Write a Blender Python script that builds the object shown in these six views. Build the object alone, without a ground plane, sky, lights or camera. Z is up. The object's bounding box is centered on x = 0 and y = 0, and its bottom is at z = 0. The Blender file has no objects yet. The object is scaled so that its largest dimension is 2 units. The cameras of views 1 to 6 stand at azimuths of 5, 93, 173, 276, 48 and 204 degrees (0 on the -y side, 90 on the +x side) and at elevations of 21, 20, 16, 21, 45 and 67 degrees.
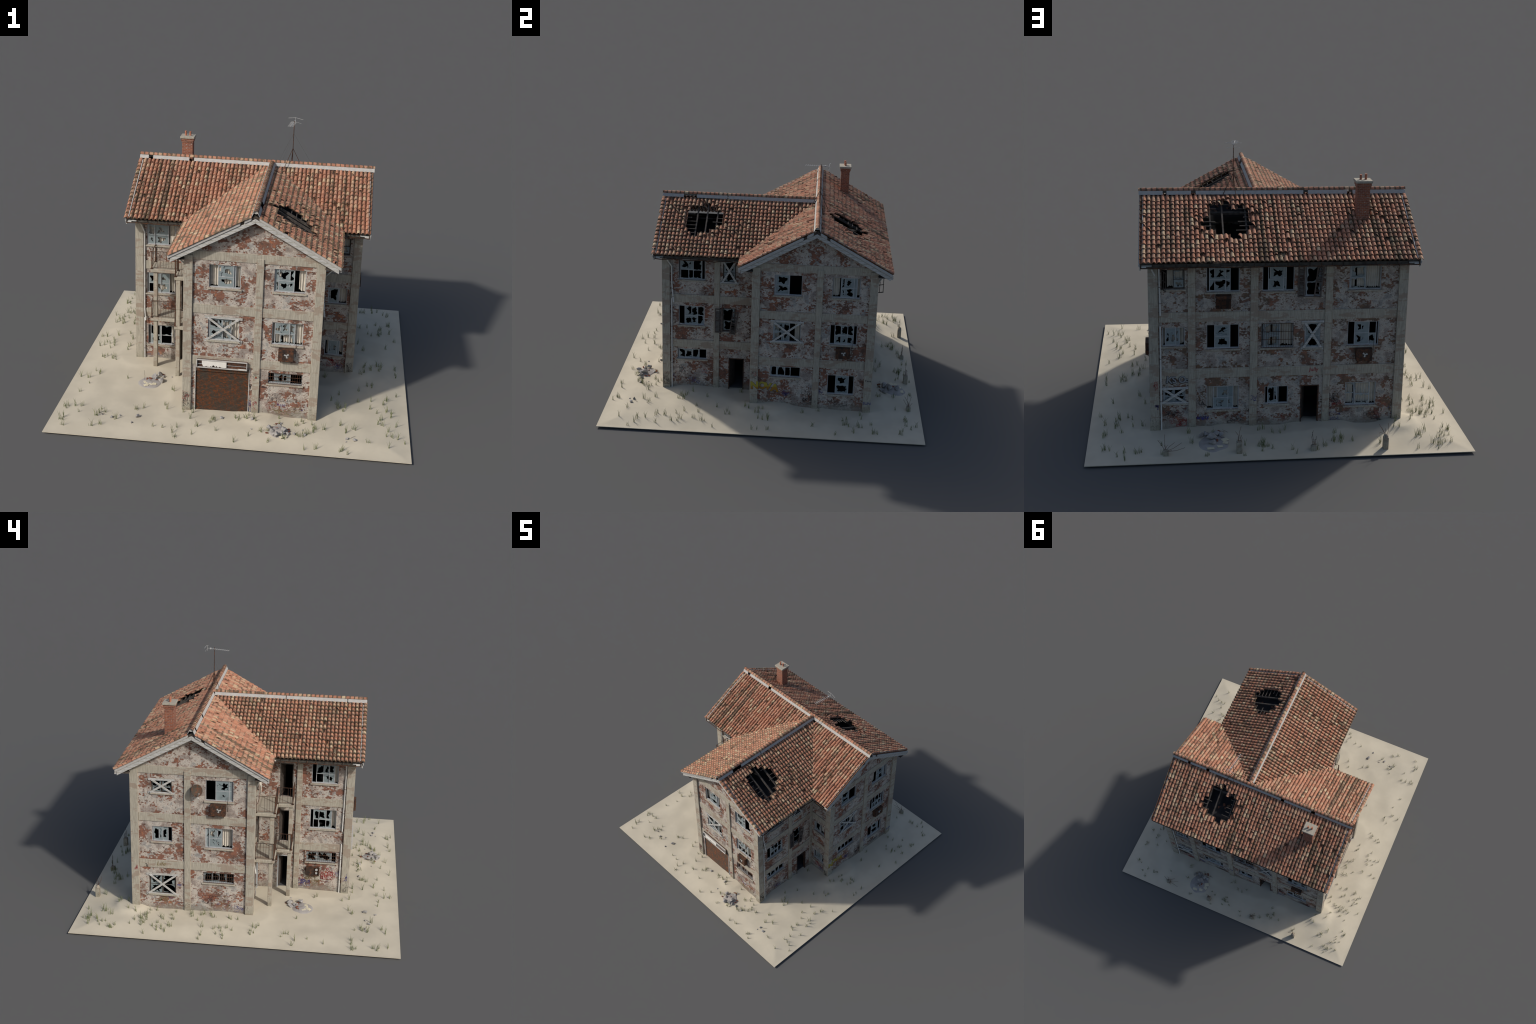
import bpy, bmesh, math, random
from mathutils import Vector, Matrix, noise

rnd = random.Random(7)

# ------------------------------------------------------------------ dimensions (metres)
MAIN_X = (-0.676, 0.677)          # outer faces of the corner columns, main block
MAIN_Y = (-0.089, 0.677)
WING_X = (-0.286, 0.479)          # front wing
WING_Y = -0.674
INSET = 0.013                     # wall panels lie this far behind the corner columns
RX, RY = 0.097, 0.293             # wing ridge line x, main ridge line y
ZR, SL = 1.233, 0.555             # ridge height and slope of the tile bed
EAVE = 0.462                      # horizontal run from ridge to eave
VERGE = 0.724                     # overhang of the gables in x (main) and -y (wing)
PITCH, ROW = 0.0246, 0.0285       # tile spacing across, exposure down the slope (horizontal)
BEAMS = ((0.322, 0.376), (0.636, 0.690), (0.949, 1.000))
CO = math.cos(math.atan(SL)); SI = math.sin(math.atan(SL))

# ------------------------------------------------------------------ object helpers
root = bpy.data.objects.new("abandoned_house", None)
bpy.context.scene.collection.objects.link(root)
root["label"] = "derelict three storey brick house with tiled roof on sand"
root["category"] = "abandoned house"


class MB:
    """collects vertices and faces of one mesh"""
    def __init__(self):
        self.v, self.f, self.m = [], [], []

    def add(self, vs, fs, mat=0):
        o = len(self.v)
        self.v += [tuple(p) for p in vs]
        self.f += [tuple(i + o for i in f) for f in fs]
        self.m += [mat] * len(fs)

    def box(self, a, b, mat=0):
        (x0, y0, z0), (x1, y1, z1) = [min(p) for p in zip(a, b)], [max(p) for p in zip(a, b)]
        self.add([(x0, y0, z0), (x1, y0, z0), (x1, y1, z0), (x0, y1, z0), (x0, y0, z1), (x1, y0, z1), (x1, y1, z1), (x0, y1, z1)],
                 [(3, 2, 1, 0), (4, 5, 6, 7), (0, 1, 5, 4), (1, 2, 6, 5), (2, 3, 7, 6), (3, 0, 4, 7)], mat)

    def obox(self, c, ax, ay, az, mat=0):
        """oriented box: centre and three half axes"""
        c, ax, ay, az = map(Vector, (c, ax, ay, az))
        vs = [c + ax * i + ay * j + az * k for k in (-1, 1) for j in (-1, 1) for i in (-1, 1)]
        fs = [(0, 2, 3, 1), (4, 5, 7, 6), (0, 1, 5, 4), (2, 6, 7, 3), (0, 4, 6, 2), (1, 3, 7, 5)]
        if ax.cross(ay).dot(az) < 0:
            fs = [f[::-1] for f in fs]
        self.add(vs, fs, mat)

    def beam(self, p, q, w, h, up=(0, 0, 1), mat=0):
        """rectangular bar from p to q"""
        p, q = Vector(p), Vector(q)
        d = q - p
        side = d.cross(Vector(up))
        if side.length < 1e-6:
            side = d.cross(Vector((1, 0, 0)))
        side.normalize()
        u = side.cross(d).normalized()
        self.obox((p + q) / 2, d / 2, side * w / 2, u * h / 2, mat)

    def tube(self, pts, r, n=7, mat=0, cap=True):
        pts = [Vector(p) for p in pts]
        rings = []
        prev = None
        for i, p in enumerate(pts):
            d = (pts[min(i + 1, len(pts) - 1)] - pts[max(i - 1, 0)]).normalized()
            a = d.orthogonal() if prev is None else prev - d * prev.dot(d)
            a.normalize(); prev = a
            b = d.cross(a)
            rr = r[i] if isinstance(r, (list, tuple)) else r
            rings.append([p + (a * math.cos(2 * math.pi * k / n) + b * math.sin(2 * math.pi * k / n)) * rr for k in range(n)])
        vs = [v for ring in rings for v in ring]
        fs = [(i * n + k, i * n + (k + 1) % n, (i + 1) * n + (k + 1) % n, (i + 1) * n + k) for i in range(len(pts) - 1) for k in range(n)]
        if cap:
            fs += [tuple(range(n))[::-1], tuple((len(pts) - 1) * n + k for k in range(n))]
        self.add(vs, fs, mat)

    def obj(self, name, mats, parent=root, smooth=None, stuff=False):
        me = bpy.data.meshes.new(name)
        me.from_pydata(self.v, [], self.f)
        for m in (mats if isinstance(mats, (list, tuple)) else [mats]):
            me.materials.append(m)
        if any(self.m):
            me.polygons.foreach_set("material_index", self.m)
        if smooth is not None:
            me.shade_smooth()
            me.set_sharp_from_angle(angle=math.radians(smooth))
        me.update()
        return put(name, me, parent, stuff=stuff)


def put(name, me, parent=root, loc=None, rot=None, scale=None, stuff=False):
    o = bpy.data.objects.new(name, me)
    bpy.context.scene.collection.objects.link(o)
    o.parent = parent
    if loc is not None: o.location = loc
    if rot is not None: o.rotation_euler = rot
    if scale is not None: o.scale = scale
    if stuff: o["kind"] = "stuff"
    return o


def bevelled(o, w, seg=1):
    bm = bmesh.new(); bm.from_mesh(o.data)
    bmesh.ops.bevel(bm, geom=bm.edges[:], offset=w, segments=seg, affect='EDGES', clamp_overlap=True)
    bm.to_mesh(o.data); bm.free()
    return o


# ------------------------------------------------------------------ material helpers
class Mat:
    def __init__(self, name, rough=0.85, metallic=0.0, spec=0.3):
        self.mat = bpy.data.materials.new(name)
        self.mat.use_nodes = True
        self.t = self.mat.node_tree
        self.b = self.t.nodes["Principled BSDF"]
        self.b.inputs["Roughness"].default_value = rough
        self.b.inputs["Metallic"].default_value = metallic
        self.b.inputs["Specular IOR Level"].default_value = spec

    def n(self, kind, **kw):
        nd = self.t.nodes.new("ShaderNode" + kind)
        for k, v in kw.items():
            setattr(nd, k, v)
        return nd

    def set(self, sock, v):
        if isinstance(v, bpy.types.NodeSocket):
            self.t.links.new(v, sock)
        elif v is not None:
            if isinstance(v, (tuple, list)) and len(v) == 3 and sock.type == 'RGBA':
                v = (*v, 1.0)
            sock.default_value = v

    def math(self, op, a, b=None, c=None, clamp=False):
        nd = self.n("Math", operation=op, use_clamp=clamp)
        for s, v in zip(nd.inputs, (a, b, c)):
            self.set(s, v)
        return nd.outputs[0]

    def mix(self, fac, a, b, blend='MIX'):
        nd = self.n("Mix", data_type='RGBA', blend_type=blend)
        self.set(nd.inputs[0], fac); self.set(nd.inputs[6], a); self.set(nd.inputs[7], b)
        return nd.outputs[2]

    def noise(self, vec, scale=5, detail=4, rough=0.55, dist=0.0, out=0):
        nd = self.n("TexNoise")
        self.set(nd.inputs["Vector"], vec)
        nd.inputs["Scale"].default_value = scale
        nd.inputs["Detail"].default_value = detail
        nd.inputs["Roughness"].default_value = rough
        nd.inputs["Distortion"].default_value = dist
        return nd.outputs[out]

    def ramp(self, fac, stops, interp='LINEAR'):
        nd = self.n("ValToRGB")
        cr = nd.color_ramp
        cr.interpolation = interp
        while len(cr.elements) < len(stops):
            cr.elements.new(0.5)
        for e, (p, c) in zip(cr.elements, stops):
            e.position = p
            e.color = (*c, 1) if isinstance(c, (tuple, list)) else (c, c, c, 1)
        self.set(nd.inputs[0], fac)
        return nd.outputs[0]

    def step(self, v, lo, hi):
        nd = self.n("MapRange", clamp=True)
        nd.interpolation_type = 'SMOOTHSTEP'
        self.set(nd.inputs[0], v); self.set(nd.inputs[1], lo); self.set(nd.inputs[2], hi)
        return nd.outputs[0]

    def pos(self):
        return self.n("NewGeometry").outputs["Position"]

    def sep(self, v):
        nd = self.n("SeparateXYZ"); self.set(nd.inputs[0], v)
        return nd.outputs

    def comb(self, x, y, z):
        nd = self.n("CombineXYZ")
        for s, v in zip(nd.inputs, (x, y, z)):
            self.set(s, v)
        return nd.outputs[0]

    def scaled(self, v, s):
        nd = self.n("VectorMath", operation='MULTIPLY')
        self.set(nd.inputs[0], v); nd.inputs[1].default_value = s
        return nd.outputs[0]

    def bump(self, h, dist=0.001, strength=0.6):
        nd = self.n("Bump")
        nd.inputs["Strength"].default_value = strength
        nd.inputs["Distance"].default_value = dist
        self.set(nd.inputs["Height"], h)
        self.t.links.new(nd.outputs[0], self.b.inputs["Normal"])

    def color(self, c):
        self.set(self.b.inputs["Base Color"], c)
        return self.mat

    def wallspace(self):
        """vector running along the wall in x, up in y; every facing gets its own offset"""
        g = self.n("NewGeometry")
        x, y, z = self.sep(g.outputs["Position"])
        nx, ny, nz = self.sep(g.outputs["True Normal"])
        fx = self.math('GREATER_THAN', self.math('ABSOLUTE', nx), 0.5)
        u = self.math('ADD', self.math('MULTIPLY', fx, y), self.math('MULTIPLY', self.math('SUBTRACT', 1.0, fx), x))
        off = self.math('ADD', self.math('MULTIPLY', self.math('ROUND', nx), 3.17), self.math('MULTIPLY', self.math('ROUND', ny), 7.31))
        w = self.math('MULTIPLY', off, 0.37)
        return self.comb(u, z, w), u, z


def plain(name, col, rough=0.8, metallic=0.0, var=0.12, scale=60, spec=0.3):
    m = Mat(name, rough, metallic, spec)
    f = m.noise(m.pos(), scale, 4, 0.6)
    return m.color(m.mix(m.step(f, 0.3, 0.7), tuple(c * (1 - var) for c in col), tuple(min(1, c * (1 + var)) for c in col)))


def mat_plaster(name="peeling_plaster"):
    m = Mat(name, 0.9)
    vec, u, z = m.wallspace()
    # exposed brickwork
    br = m.n("TexBrick")
    m.set(br.inputs["Vector"], vec)
    for k, v in (("Scale", 1.0), ("Mortar Size", 0.0006), ("Mortar Smooth", 0.2), ("Brick Width", 0.021), ("Row Height", 0.0075), ("Bias", 0.0)):
        br.inputs[k].default_value = v
    br.inputs["Color1"].default_value = (0.285, 0.112, 0.068, 1)
    br.inputs["Color2"].default_value = (0.20, 0.085, 0.057, 1)
    br.inputs["Mortar"].default_value = (0.22, 0.15, 0.115, 1)
    bn = m.noise(vec, 26, 3, 0.6)
    brick = m.mix(m.step(bn, 0.45, 0.65), br.outputs["Color"], (0.125, 0.07, 0.052))
    brick = m.mix(m.step(m.noise(vec, 30, 3, 0.6), 0.56, 0.72), brick, (0.40, 0.155, 0.078))
    # plaster coats
    n1 = m.math('ADD', m.math('MULTIPLY', m.noise(vec, 13, 2, 0.5, 0.3), 0.7), m.math('MULTIPLY', m.noise(vec, 50, 5, 0.65), 0.3))
    n2 = m.noise(m.scaled(vec, (1, 0.25, 1)), 45, 4, 0.65)
    coat = m.ramp(n1, [(0.30, (0.34, 0.335, 0.33)), (0.405, (0.45, 0.435, 0.42)), (0.415, (0.56, 0.525, 0.49)), (0.47, (0.66, 0.605, 0.55)), (0.53, (0.60, 0.53, 0.48)), (0.545, (0.48, 0.405, 0.36)), (0.58, (0.42, 0.365, 0.335)), (0.70, (0.32, 0.27, 0.245))])
    coat = m.mix(m.math('MULTIPLY', m.step(n2, 0.5, 0.72), 0.42), coat, (0.27, 0.245, 0.23))
    coat = m.mix(m.math('MULTIPLY', m.step(m.noise(vec, 60, 3, 0.7), 0.55, 0.7), 0.4), coat, (0.74, 0.71, 0.67))
    coat = m.mix(1.0, coat, (0.82, 0.81, 0.78), 'MULTIPLY')
    # where the plaster has fallen: large patches with brick-stepped rims, and small chips
    cx = m.math('FLOOR', m.math('DIVIDE', u, 0.0105))
    cz = m.math('FLOOR', m.math('DIVIDE', z, 0.0075))
    wn = m.n("TexWhiteNoise", noise_dimensions='2D')
    m.set(wn.inputs["Vector"], m.comb(cx, cz, 0.0))
    big = m.math('ADD', m.math('MULTIPLY', m.noise(vec, 10, 2, 0.5, 0.2), 0.52), m.math('MULTIPLY', m.noise(m.scaled(vec, (1, 1.2, 1)), 46, 5, 0.62), 0.48))
    big = m.math('ADD', big, m.math('MULTIPLY', m.math('SUBTRACT', wn.outputs["Value"], 0.5), 0.085))
    bare = m.step(big, 0.527, 0.539)
    chips = m.step(m.noise(m.scaled(vec, (1, 1.3, 1)), 95, 3, 0.6), m.math('SUBTRACT', 0.735, m.math('MULTIPLY', big, 0.25)), m.math('SUBTRACT', 0.75, m.math('MULTIPLY', big, 0.25)))
    mask = m.math('MAXIMUM', bare, chips)
    rim = m.math('SUBTRACT', m.step(big, 0.508, 0.524), bare, clamp=True)
    col = m.mix(m.math('MULTIPLY', rim, 0.45), coat, (0.30, 0.26, 0.235))
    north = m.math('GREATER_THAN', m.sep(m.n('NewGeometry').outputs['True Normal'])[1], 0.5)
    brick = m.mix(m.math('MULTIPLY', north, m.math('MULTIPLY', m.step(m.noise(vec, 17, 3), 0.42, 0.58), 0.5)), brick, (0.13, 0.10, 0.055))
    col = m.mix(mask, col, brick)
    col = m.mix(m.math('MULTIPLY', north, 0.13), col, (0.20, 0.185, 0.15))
    # soot, cracks
    soot = m.step(m.noise(m.scaled(vec, (1, 0.6, 1)), 22, 7, 0.75), 0.50, 0.72)
    grain = m.step(m.noise(vec, 190, 3, 0.65), 0.42, 0.62)
    col = m.mix(m.math('MULTIPLY', grain, 0.20), col, (0.13, 0.115, 0.105))
    col = m.mix(m.math('MULTIPLY', soot, 0.42), col, (0.10, 0.088, 0.08))
    specks = m.step(m.noise(vec, 170, 2, 0.5), 0.67, 0.72)
    col = m.mix(m.math('MULTIPLY', specks, 0.6), col, (0.07, 0.06, 0.055))
    vo = m.n("TexVoronoi", feature='DISTANCE_TO_EDGE')
    m.set(vo.inputs["Vector"], m.scaled(vec, (1, 0.8, 1))); vo.inputs["Scale"].default_value = 13
    crack = m.math('MULTIPLY', m.math('LESS_THAN', vo.outputs["Distance"], 0.012), m.step(n1, 0.48, 0.52))
    col = m.mix(m.math('MULTIPLY', crack, 0.25), col, (0.12, 0.10, 0.095))
    # ground floor: old scrawls and damp
    low = m.step(z, 0.235, 0.10)
    sc = m.noise(vec, 42, 5, 0.75, 1.6)
    scr = m.math('MULTIPLY', m.math('MULTIPLY', m.step(sc, 0.54, 0.60), low), m.step(m.noise(vec, 10, 2), 0.36, 0.54))
    tagc = m.ramp(m.noise(vec, 6, 1, 0.4), [(0.36, (0.16, 0.02, 0.02)), (0.46, (0.09, 0.075, 0.065)), (0.54, (0.12, 0.085, 0.04)), (0.60, (0.05, 0.05, 0.13)), (0.68, (0.14, 0.115, 0.05))], 'CONSTANT')
    col = m.mix(m.math('MULTIPLY', scr, 0.9), col, tagc)
    damp = m.step(m.math('ADD', z, m.math('MULTIPLY', m.noise(vec, 14, 3), 0.06)), 0.125, 0.07)
    col = m.mix(m.math('MULTIPLY', damp, 0.7), col, m.mix(m.noise(vec, 70, 3), (0.17, 0.155, 0.13), (0.34, 0.32, 0.27)))
    h = m.math('SUBTRACT', m.math('MULTIPLY', m.math('SUBTRACT', 1.0, mask), 1.0), m.math('MULTIPLY', br.outputs["Fac"], 0.5))
    m.bump(h, 0.0012, 0.7)
    return m.color(col)


def mat_concrete(name="stained_concrete", dark=1.0):
    m = Mat(name, 0.9)
    vec, u, z = m.wallspace()
    fine = m.noise(m.scaled(vec, (1, 0.06, 1)), 300, 3, 0.6)
    base = m.mix(m.step(fine, 0.35, 0.65), tuple(dark * c for c in (0.32, 0.295, 0.242)), tuple(dark * c for c in (0.445, 0.408, 0.335)))
    blot = m.noise(m.scaled(vec, (0.55, 1.4, 1)), 15, 6, 0.68)
    base = m.mix(m.math('MULTIPLY', m.step(blot, 0.525, 0.56), 0.72), base, tuple(dark * c for c in (0.30, 0.232, 0.18)))
    drip = m.noise(m.scaled(vec, (1, 0.12, 1)), 90, 3, 0.6)
    base = m.mix(m.math('MULTIPLY', m.step(drip, 0.6, 0.75), 0.45), base, (0.17, 0.15, 0.125))
    seam = m.math('MULTIPLY', m.math('LESS_THAN', m.math('FRACT', m.math('DIVIDE', m.math('ADD', z, 0.004), 0.0523)), 0.018), m.step(m.noise(vec, 12, 2), 0.45, 0.6))
    base = m.mix(m.math('MULTIPLY', seam, 0.5), base, (0.62, 0.59, 0.53))
    pits = m.step(m.noise(vec, 150, 2), 0.68, 0.73)
    base = m.mix(m.math('MULTIPLY', pits, 0.45), base, (0.14, 0.125, 0.11))
    low = m.step(z, 0.20, 0.06)
    scr = m.math('MULTIPLY', m.step(m.noise(vec, 50, 5, 0.7, 1.5), 0.55, 0.61), low)
    base = m.mix(m.math('MULTIPLY', scr, 0.5), base, (0.11, 0.095, 0.08))
    base = m.mix(m.math('MULTIPLY', m.step(z, 0.12, 0.02), 0.45), base, (0.20, 0.195, 0.14))
    m.bump(fine, 0.0006, 0.35)
    return m.color(base)


def mat_tile(name, axis, centre, dull=1.0, lapw=0.08, colw=0.55, ridge=False):
    """terracotta with one shade per tile; moss gathers at the laps"""
    m = Mat(name, 0.85, spec=0.2)
    g = m.n("NewGeometry")
    oi = m.n("ObjectInfo")
    r = m.math('FRACT', m.math('ADD', g.outputs["Random Per Island"], oi.outputs["Random"]))
    P = g.outputs["Position"]
    x, y, z = m.sep(P)
    d = m.math('ABSOLUTE', m.math('SUBTRACT', (x, y)[axis], centre))
    along = (y, x)[axis]
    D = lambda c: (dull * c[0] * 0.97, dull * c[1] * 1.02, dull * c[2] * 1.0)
    col = m.ramp(r, [(0.0, D((0.34, 0.155, 0.105))), (0.22, D((0.42, 0.185, 0.12))), (0.45, D((0.49, 0.215, 0.135))), (0.64, D((0.50, 0.245, 0.165))), (0.82, D((0.47, 0.265, 0.18))), (0.93, D((0.52, 0.335, 0.22))), (1.0, D((0.57, 0.42, 0.28)))])
    col = m.mix(m.math('MULTIPLY', m.step(m.noise(P, 120, 4, 0.6), 0.5, 0.72), 0.45), col, D((0.30, 0.13, 0.085)))
    col = m.mix(m.math('MULTIPLY', m.step(m.noise(P, 60, 3, 0.6), 0.56, 0.7), 0.4), col, D((0.68, 0.46, 0.33)))
    # moss: streaks running down the slope plus bands under each lap
    sv = m.comb(along, m.math('MULTIPLY', d, 0.22), centre)
    streak = m.math('ADD', m.math('MULTIPLY', m.noise(sv, 75, 4, 0.65), 0.45), m.math('MULTIPLY', m.noise(m.comb(along, m.math('MULTIPLY', d, 0.035), centre), 30, 2, 0.5), 0.55))
    patch = m.noise(P, 7, 3, 0.55)
    lapx = m.math('DIVIDE', m.math('ADD', along, VERGE + 0.0012), 0.0281) if ridge else None
    band = m.math('PINGPONG', m.math('SUBTRACT', lapx, 0.06), 0.5) if ridge else m.math('PINGPONG', m.math('SUBTRACT', m.math('DIVIDE', m.math('ADD', d, 10 * ROW - EAVE), ROW), 0.10), 0.5)
    lap = m.math('SUBTRACT', 1.0, m.math('MULTIPLY', band, 2.0))
    moss = m.math('ADD', m.math('MULTIPLY', streak, colw), m.math('MULTIPLY', m.math('ADD', m.math('MULTIPLY', patch, 0.5), m.math('MULTIPLY', m.noise(P, 45, 4, 0.6), 0.5)), 1.18 - colw))
    moss = m.math('ADD', moss, m.math('MULTIPLY', m.step(lap, 0.50, 0.95), lapw))
    moss = m.math('ADD', moss, m.math('MULTIPLY', m.math('SUBTRACT', m.noise(P, 260, 3, 0.6), 0.5), 0.35))
    mf = m.step(moss, 0.632, 0.705)
    mcol = m.mix(m.step(m.noise(P, 110, 2), 0.55, 0.66), (0.072, 0.066, 0.05), (0.165, 0.135, 0.05))
    col = m.mix(m.math('MULTIPLY', mf, 0.82), col, mcol)
    lich = m.step(m.noise(P, 95, 2, 0.5), 0.70, 0.74)
    col = m.mix(m.math('MULTIPLY', lich, 0.6), col, (0.42, 0.31, 0.06))
    m.bump(m.noise(P, 220, 3, 0.6), 0.0008, 0.5)
    return m.color(col)


def mat_board(name="weathered_board"):
    m = Mat(name, 0.85)
    P = m.pos()
    x, y, z = m.sep(P)
    zz = m.math('ADD', z, m.math('MULTIPLY', m.noise(P, 30, 2), 0.004))
    fr = m.math('FRACT', m.math('DIVIDE', zz, 0.0200))
    gap = m.math('MULTIPLY', m.math('LESS_THAN', fr, 0.09), 0.85)
    grain = m.noise(m.scaled(P, (0.5, 0.5, 1)), 130, 4, 0.6)
    c = m.mix(m.step(grain, 0.3, 0.7), (0.40, 0.40, 0.385), (0.54, 0.53, 0.51))
    c = m.mix(m.math('MULTIPLY', m.step(m.noise(P, 40, 4, 0.7), 0.55, 0.75), 0.5), c, (0.24, 0.225, 0.19))
    c = m.mix(gap, c, m.mix(m.noise(P, 60, 2), (0.10, 0.08, 0.06), (0.30, 0.27, 0.12)))
    return m.color(c)


def mat_rust(name, dark, mid, hot, freq=70):
    m = Mat(name, 0.75, 0.25)
    P = m.pos()
    f = m.noise(P, freq, 6, 0.72, 0.6)
    c = m.ramp(f, [(0.36, dark), (0.48, mid), (0.60, hot), (0.66, tuple(k * 0.5 for k in hot)), (0.74, dark)])
    c = m.mix(m.math('MULTIPLY', m.step(m.noise(m.scaled(P, (1, 1, 0.3)), 32, 3), 0.48, 0.62), 0.7), c, dark)
    m.bump(f, 0.0006, 0.5)
    return m.color(c)


def mat_sand():
    m = Mat("pale_sand", 0.95, spec=0.1)
    P = m.pos()
    a = m.noise(P, 900, 2, 0.7)
    b = m.noise(P, 6, 4, 0.6)
    c = m.mix(m.step(b, 0.3, 0.7), (0.535, 0.485, 0.385), (0.595, 0.54, 0.43))
    c = m.mix(m.math('MULTIPLY', m.step(a, 0.45, 0.75), 0.28), c, (0.38, 0.32, 0.23))
    m.bump(m.math('ADD', m.noise(P, 420, 3, 0.7), m.math('MULTIPLY', m.noise(P, 45, 3), 0.8)), 0.0016, 0.35)
    return m.color(c)


M_PLASTER = mat_plaster()
M_CONC = mat_concrete()
M_TILE_MAIN = mat_tile("terracotta_main", 1, RY, 1.0, 0.07, 0.95)
M_TILE_WING = mat_tile("terracotta_wing", 0, RX, 1.0, 0.25, 0.45)
M_RIDGE = (mat_tile("ridge_terracotta_wing", 0, 0.0, 1.0, 0.30, 0.3, True), mat_tile("ridge_terracotta_main", 1, 0.0, 1.0, 0.30, 0.3, True))
M_PAN = mat_tile("darkened_terracotta", 1, RY, 0.42)  # tile colour cut down for the dark gaps between covers
M_BOARD = mat_board()
M_FLASH = plain("white_flashing", (0.45, 0.437, 0.415), 0.6, 0.0, 0.08)
M_PIPE = plain("white_pipe", (0.60, 0.59, 0.56), 0.5, 0.0, 0.08)
M_ALU = plain("window_metal", (0.40, 0.415, 0.425), 0.5, 0.0, 0.1)
M_GLASS = plain("dusty_glass", (0.235, 0.28, 0.288), 0.3, 0.0, 0.1, 25, 0.5)
M_CURTAIN = plain("cream_curtain", (0.56, 0.515, 0.44), 0.9, 0.0, 0.1, 30)
M_DARK = plain("dark_interior", (0.035, 0.034, 0.034), 0.95, 0.0, 0.2, 20)  # near-black base colour keeps rooms looking unlit even where sun enters
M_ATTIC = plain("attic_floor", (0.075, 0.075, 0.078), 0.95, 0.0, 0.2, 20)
M_TIMBER = plain("old_timber", (0.085, 0.072, 0.062), 0.9, 0.0, 0.3, 60)
M_WOOD = plain("dark_wood", (0.075, 0.06, 0.05), 0.85, 0.0, 0.3, 60)
M_RUST = mat_rust("rusted_iron", (0.033, 0.027, 0.025), (0.075, 0.043, 0.030), (0.165, 0.066, 0.033))
M_DOOR = mat_rust("rusted_shutter", (0.062, 0.056, 0.046), (0.075, 0.046, 0.030), (0.215, 0.066, 0.022), 95)
M_SAND = mat_sand()
M_WHITE = plain("torn_white_sheet", (0.74, 0.72, 0.67), 0.7, 0.0, 0.05)
M_FAN = plain("fan_blade_metal", (0.50, 0.50, 0.49), 0.4, 0.2, 0.1)
M_ROCK = plain("rubble_stone", (0.325, 0.31, 0.295), 0.9, 0.0, 0.2, 40)
M_DUST = plain("grey_debris", (0.36, 0.335, 0.315), 0.95, 0.0, 0.1, 30)
M_SLAB = plain("cream_slab", (0.66, 0.60, 0.44), 0.9, 0.0, 0.06, 30)
M_GUTTER = mat_rust("gutter_iron", (0.03, 0.024, 0.022), (0.06, 0.035, 0.022), (0.16, 0.06, 0.025))


def mat_brick(name="chimney_brick"):
    m = Mat(name, 0.9)
    vec, u, z = m.wallspace()
    br = m.n("TexBrick")
    m.set(br.inputs["Vector"], vec)
    for k, v in (("Scale", 1.0), ("Mortar Size", 0.0009), ("Mortar Smooth", 0.2), ("Brick Width", 0.0215), ("Row Height", 0.0094), ("Bias", 0.0)):
        br.inputs[k].default_value = v
    br.inputs["Color1"].default_value = (0.33, 0.115, 0.062, 1)
    br.inputs["Color2"].default_value = (0.22, 0.08, 0.052, 1)
    br.inputs["Mortar"].default_value = (0.33, 0.24, 0.19, 1)
    c = m.mix(m.math('MULTIPLY', m.step(m.noise(vec, 55, 4, 0.65), 0.56, 0.7), 0.75), br.outputs["Color"], (0.10, 0.06, 0.05))
    c = m.mix(m.step(m.noise(vec, 120, 2), 0.66, 0.72), c, (0.45, 0.40, 0.35))
    m.bump(m.math('SUBTRACT', 1.0, br.outputs["Fac"]), 0.0012, 0.7)
    return m.color(c)


M_BRICK = mat_brick()
M_POT = plain('clay_pot', (.42, .17, .105), .85, 0, .25, 90)


def mat_grass():
    m = Mat("dune_grass", 0.7, spec=0.2)
    oi = m.n("ObjectInfo")
    c = m.mix(oi.outputs["Random"], (0.085, 0.125, 0.045), (0.17, 0.20, 0.075))
    x, y, z = m.sep(m.pos())
    c = m.mix(m.step(m.noise(m.pos(), 120, 2), 0.5, 0.7), c, (0.27, 0.245, 0.12))
    return m.color(c)


M_GRASS = mat_grass()

# ------------------------------------------------------------------ sand
CONTACT = ((.48, -.68, .029), (.15, -.68, .046), (-.05, -.68, .036), (-.21, -.68, .032), (-.29, -.68, .030), (.68, .69, .032), (.47, .69, .043), (.24, .69, .052), (.15, .69, .040),
           (.013, .69, .036), (-.12, .69, .050), (-.30, .69, .052), (-.475, .69, .030), (-.669, .69, .055), (-.69, .345, .036), (-.69, .1, .045), (-.69, -.04, .038), (-.29, -.306, .040),
           (-.29, -.5, .034), (.485, -.485, .050), (.485, -.31, .044), (.485, -.2, .032), (.485, -.1, .036), (.69, -.06, .055), (.69, .08, .062), (.69, .307, .036), (.69, .624, .028), (-.5, -.1, .040), (-.66, -.1, .040), (-.42, -.1, .034), (.58, -.1, .036))


def sand_z(x, y):
    sw = sz = 0.0
    for cx, cy, cz in CONTACT:
        w = 1.0 / ((x - cx) ** 2 + (y - cy) ** 2 + 0.0006) ** 1.5
        sw += w; sz += w * cz
    near = sz / sw
    wall = min(1.0, sw / 1800.0) ** 0.6
    dune = 0.024 + 0.013 * noise.noise(Vector((x * 2.3 + 4, y * 2.3, 0.3))) + 0.0035 * noise.noise(Vector((x * 9, y * 9, 2.1)))
    z = near * wall + dune * (1 - wall)
    e = min(1 - abs(x), 1 - abs(y)) / 0.16
    e = max(0.0, min(1.0, e)); e = e * e * (3 - 2 * e)
    return 0.011 + max(0.0, z - 0.011) * e


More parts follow.
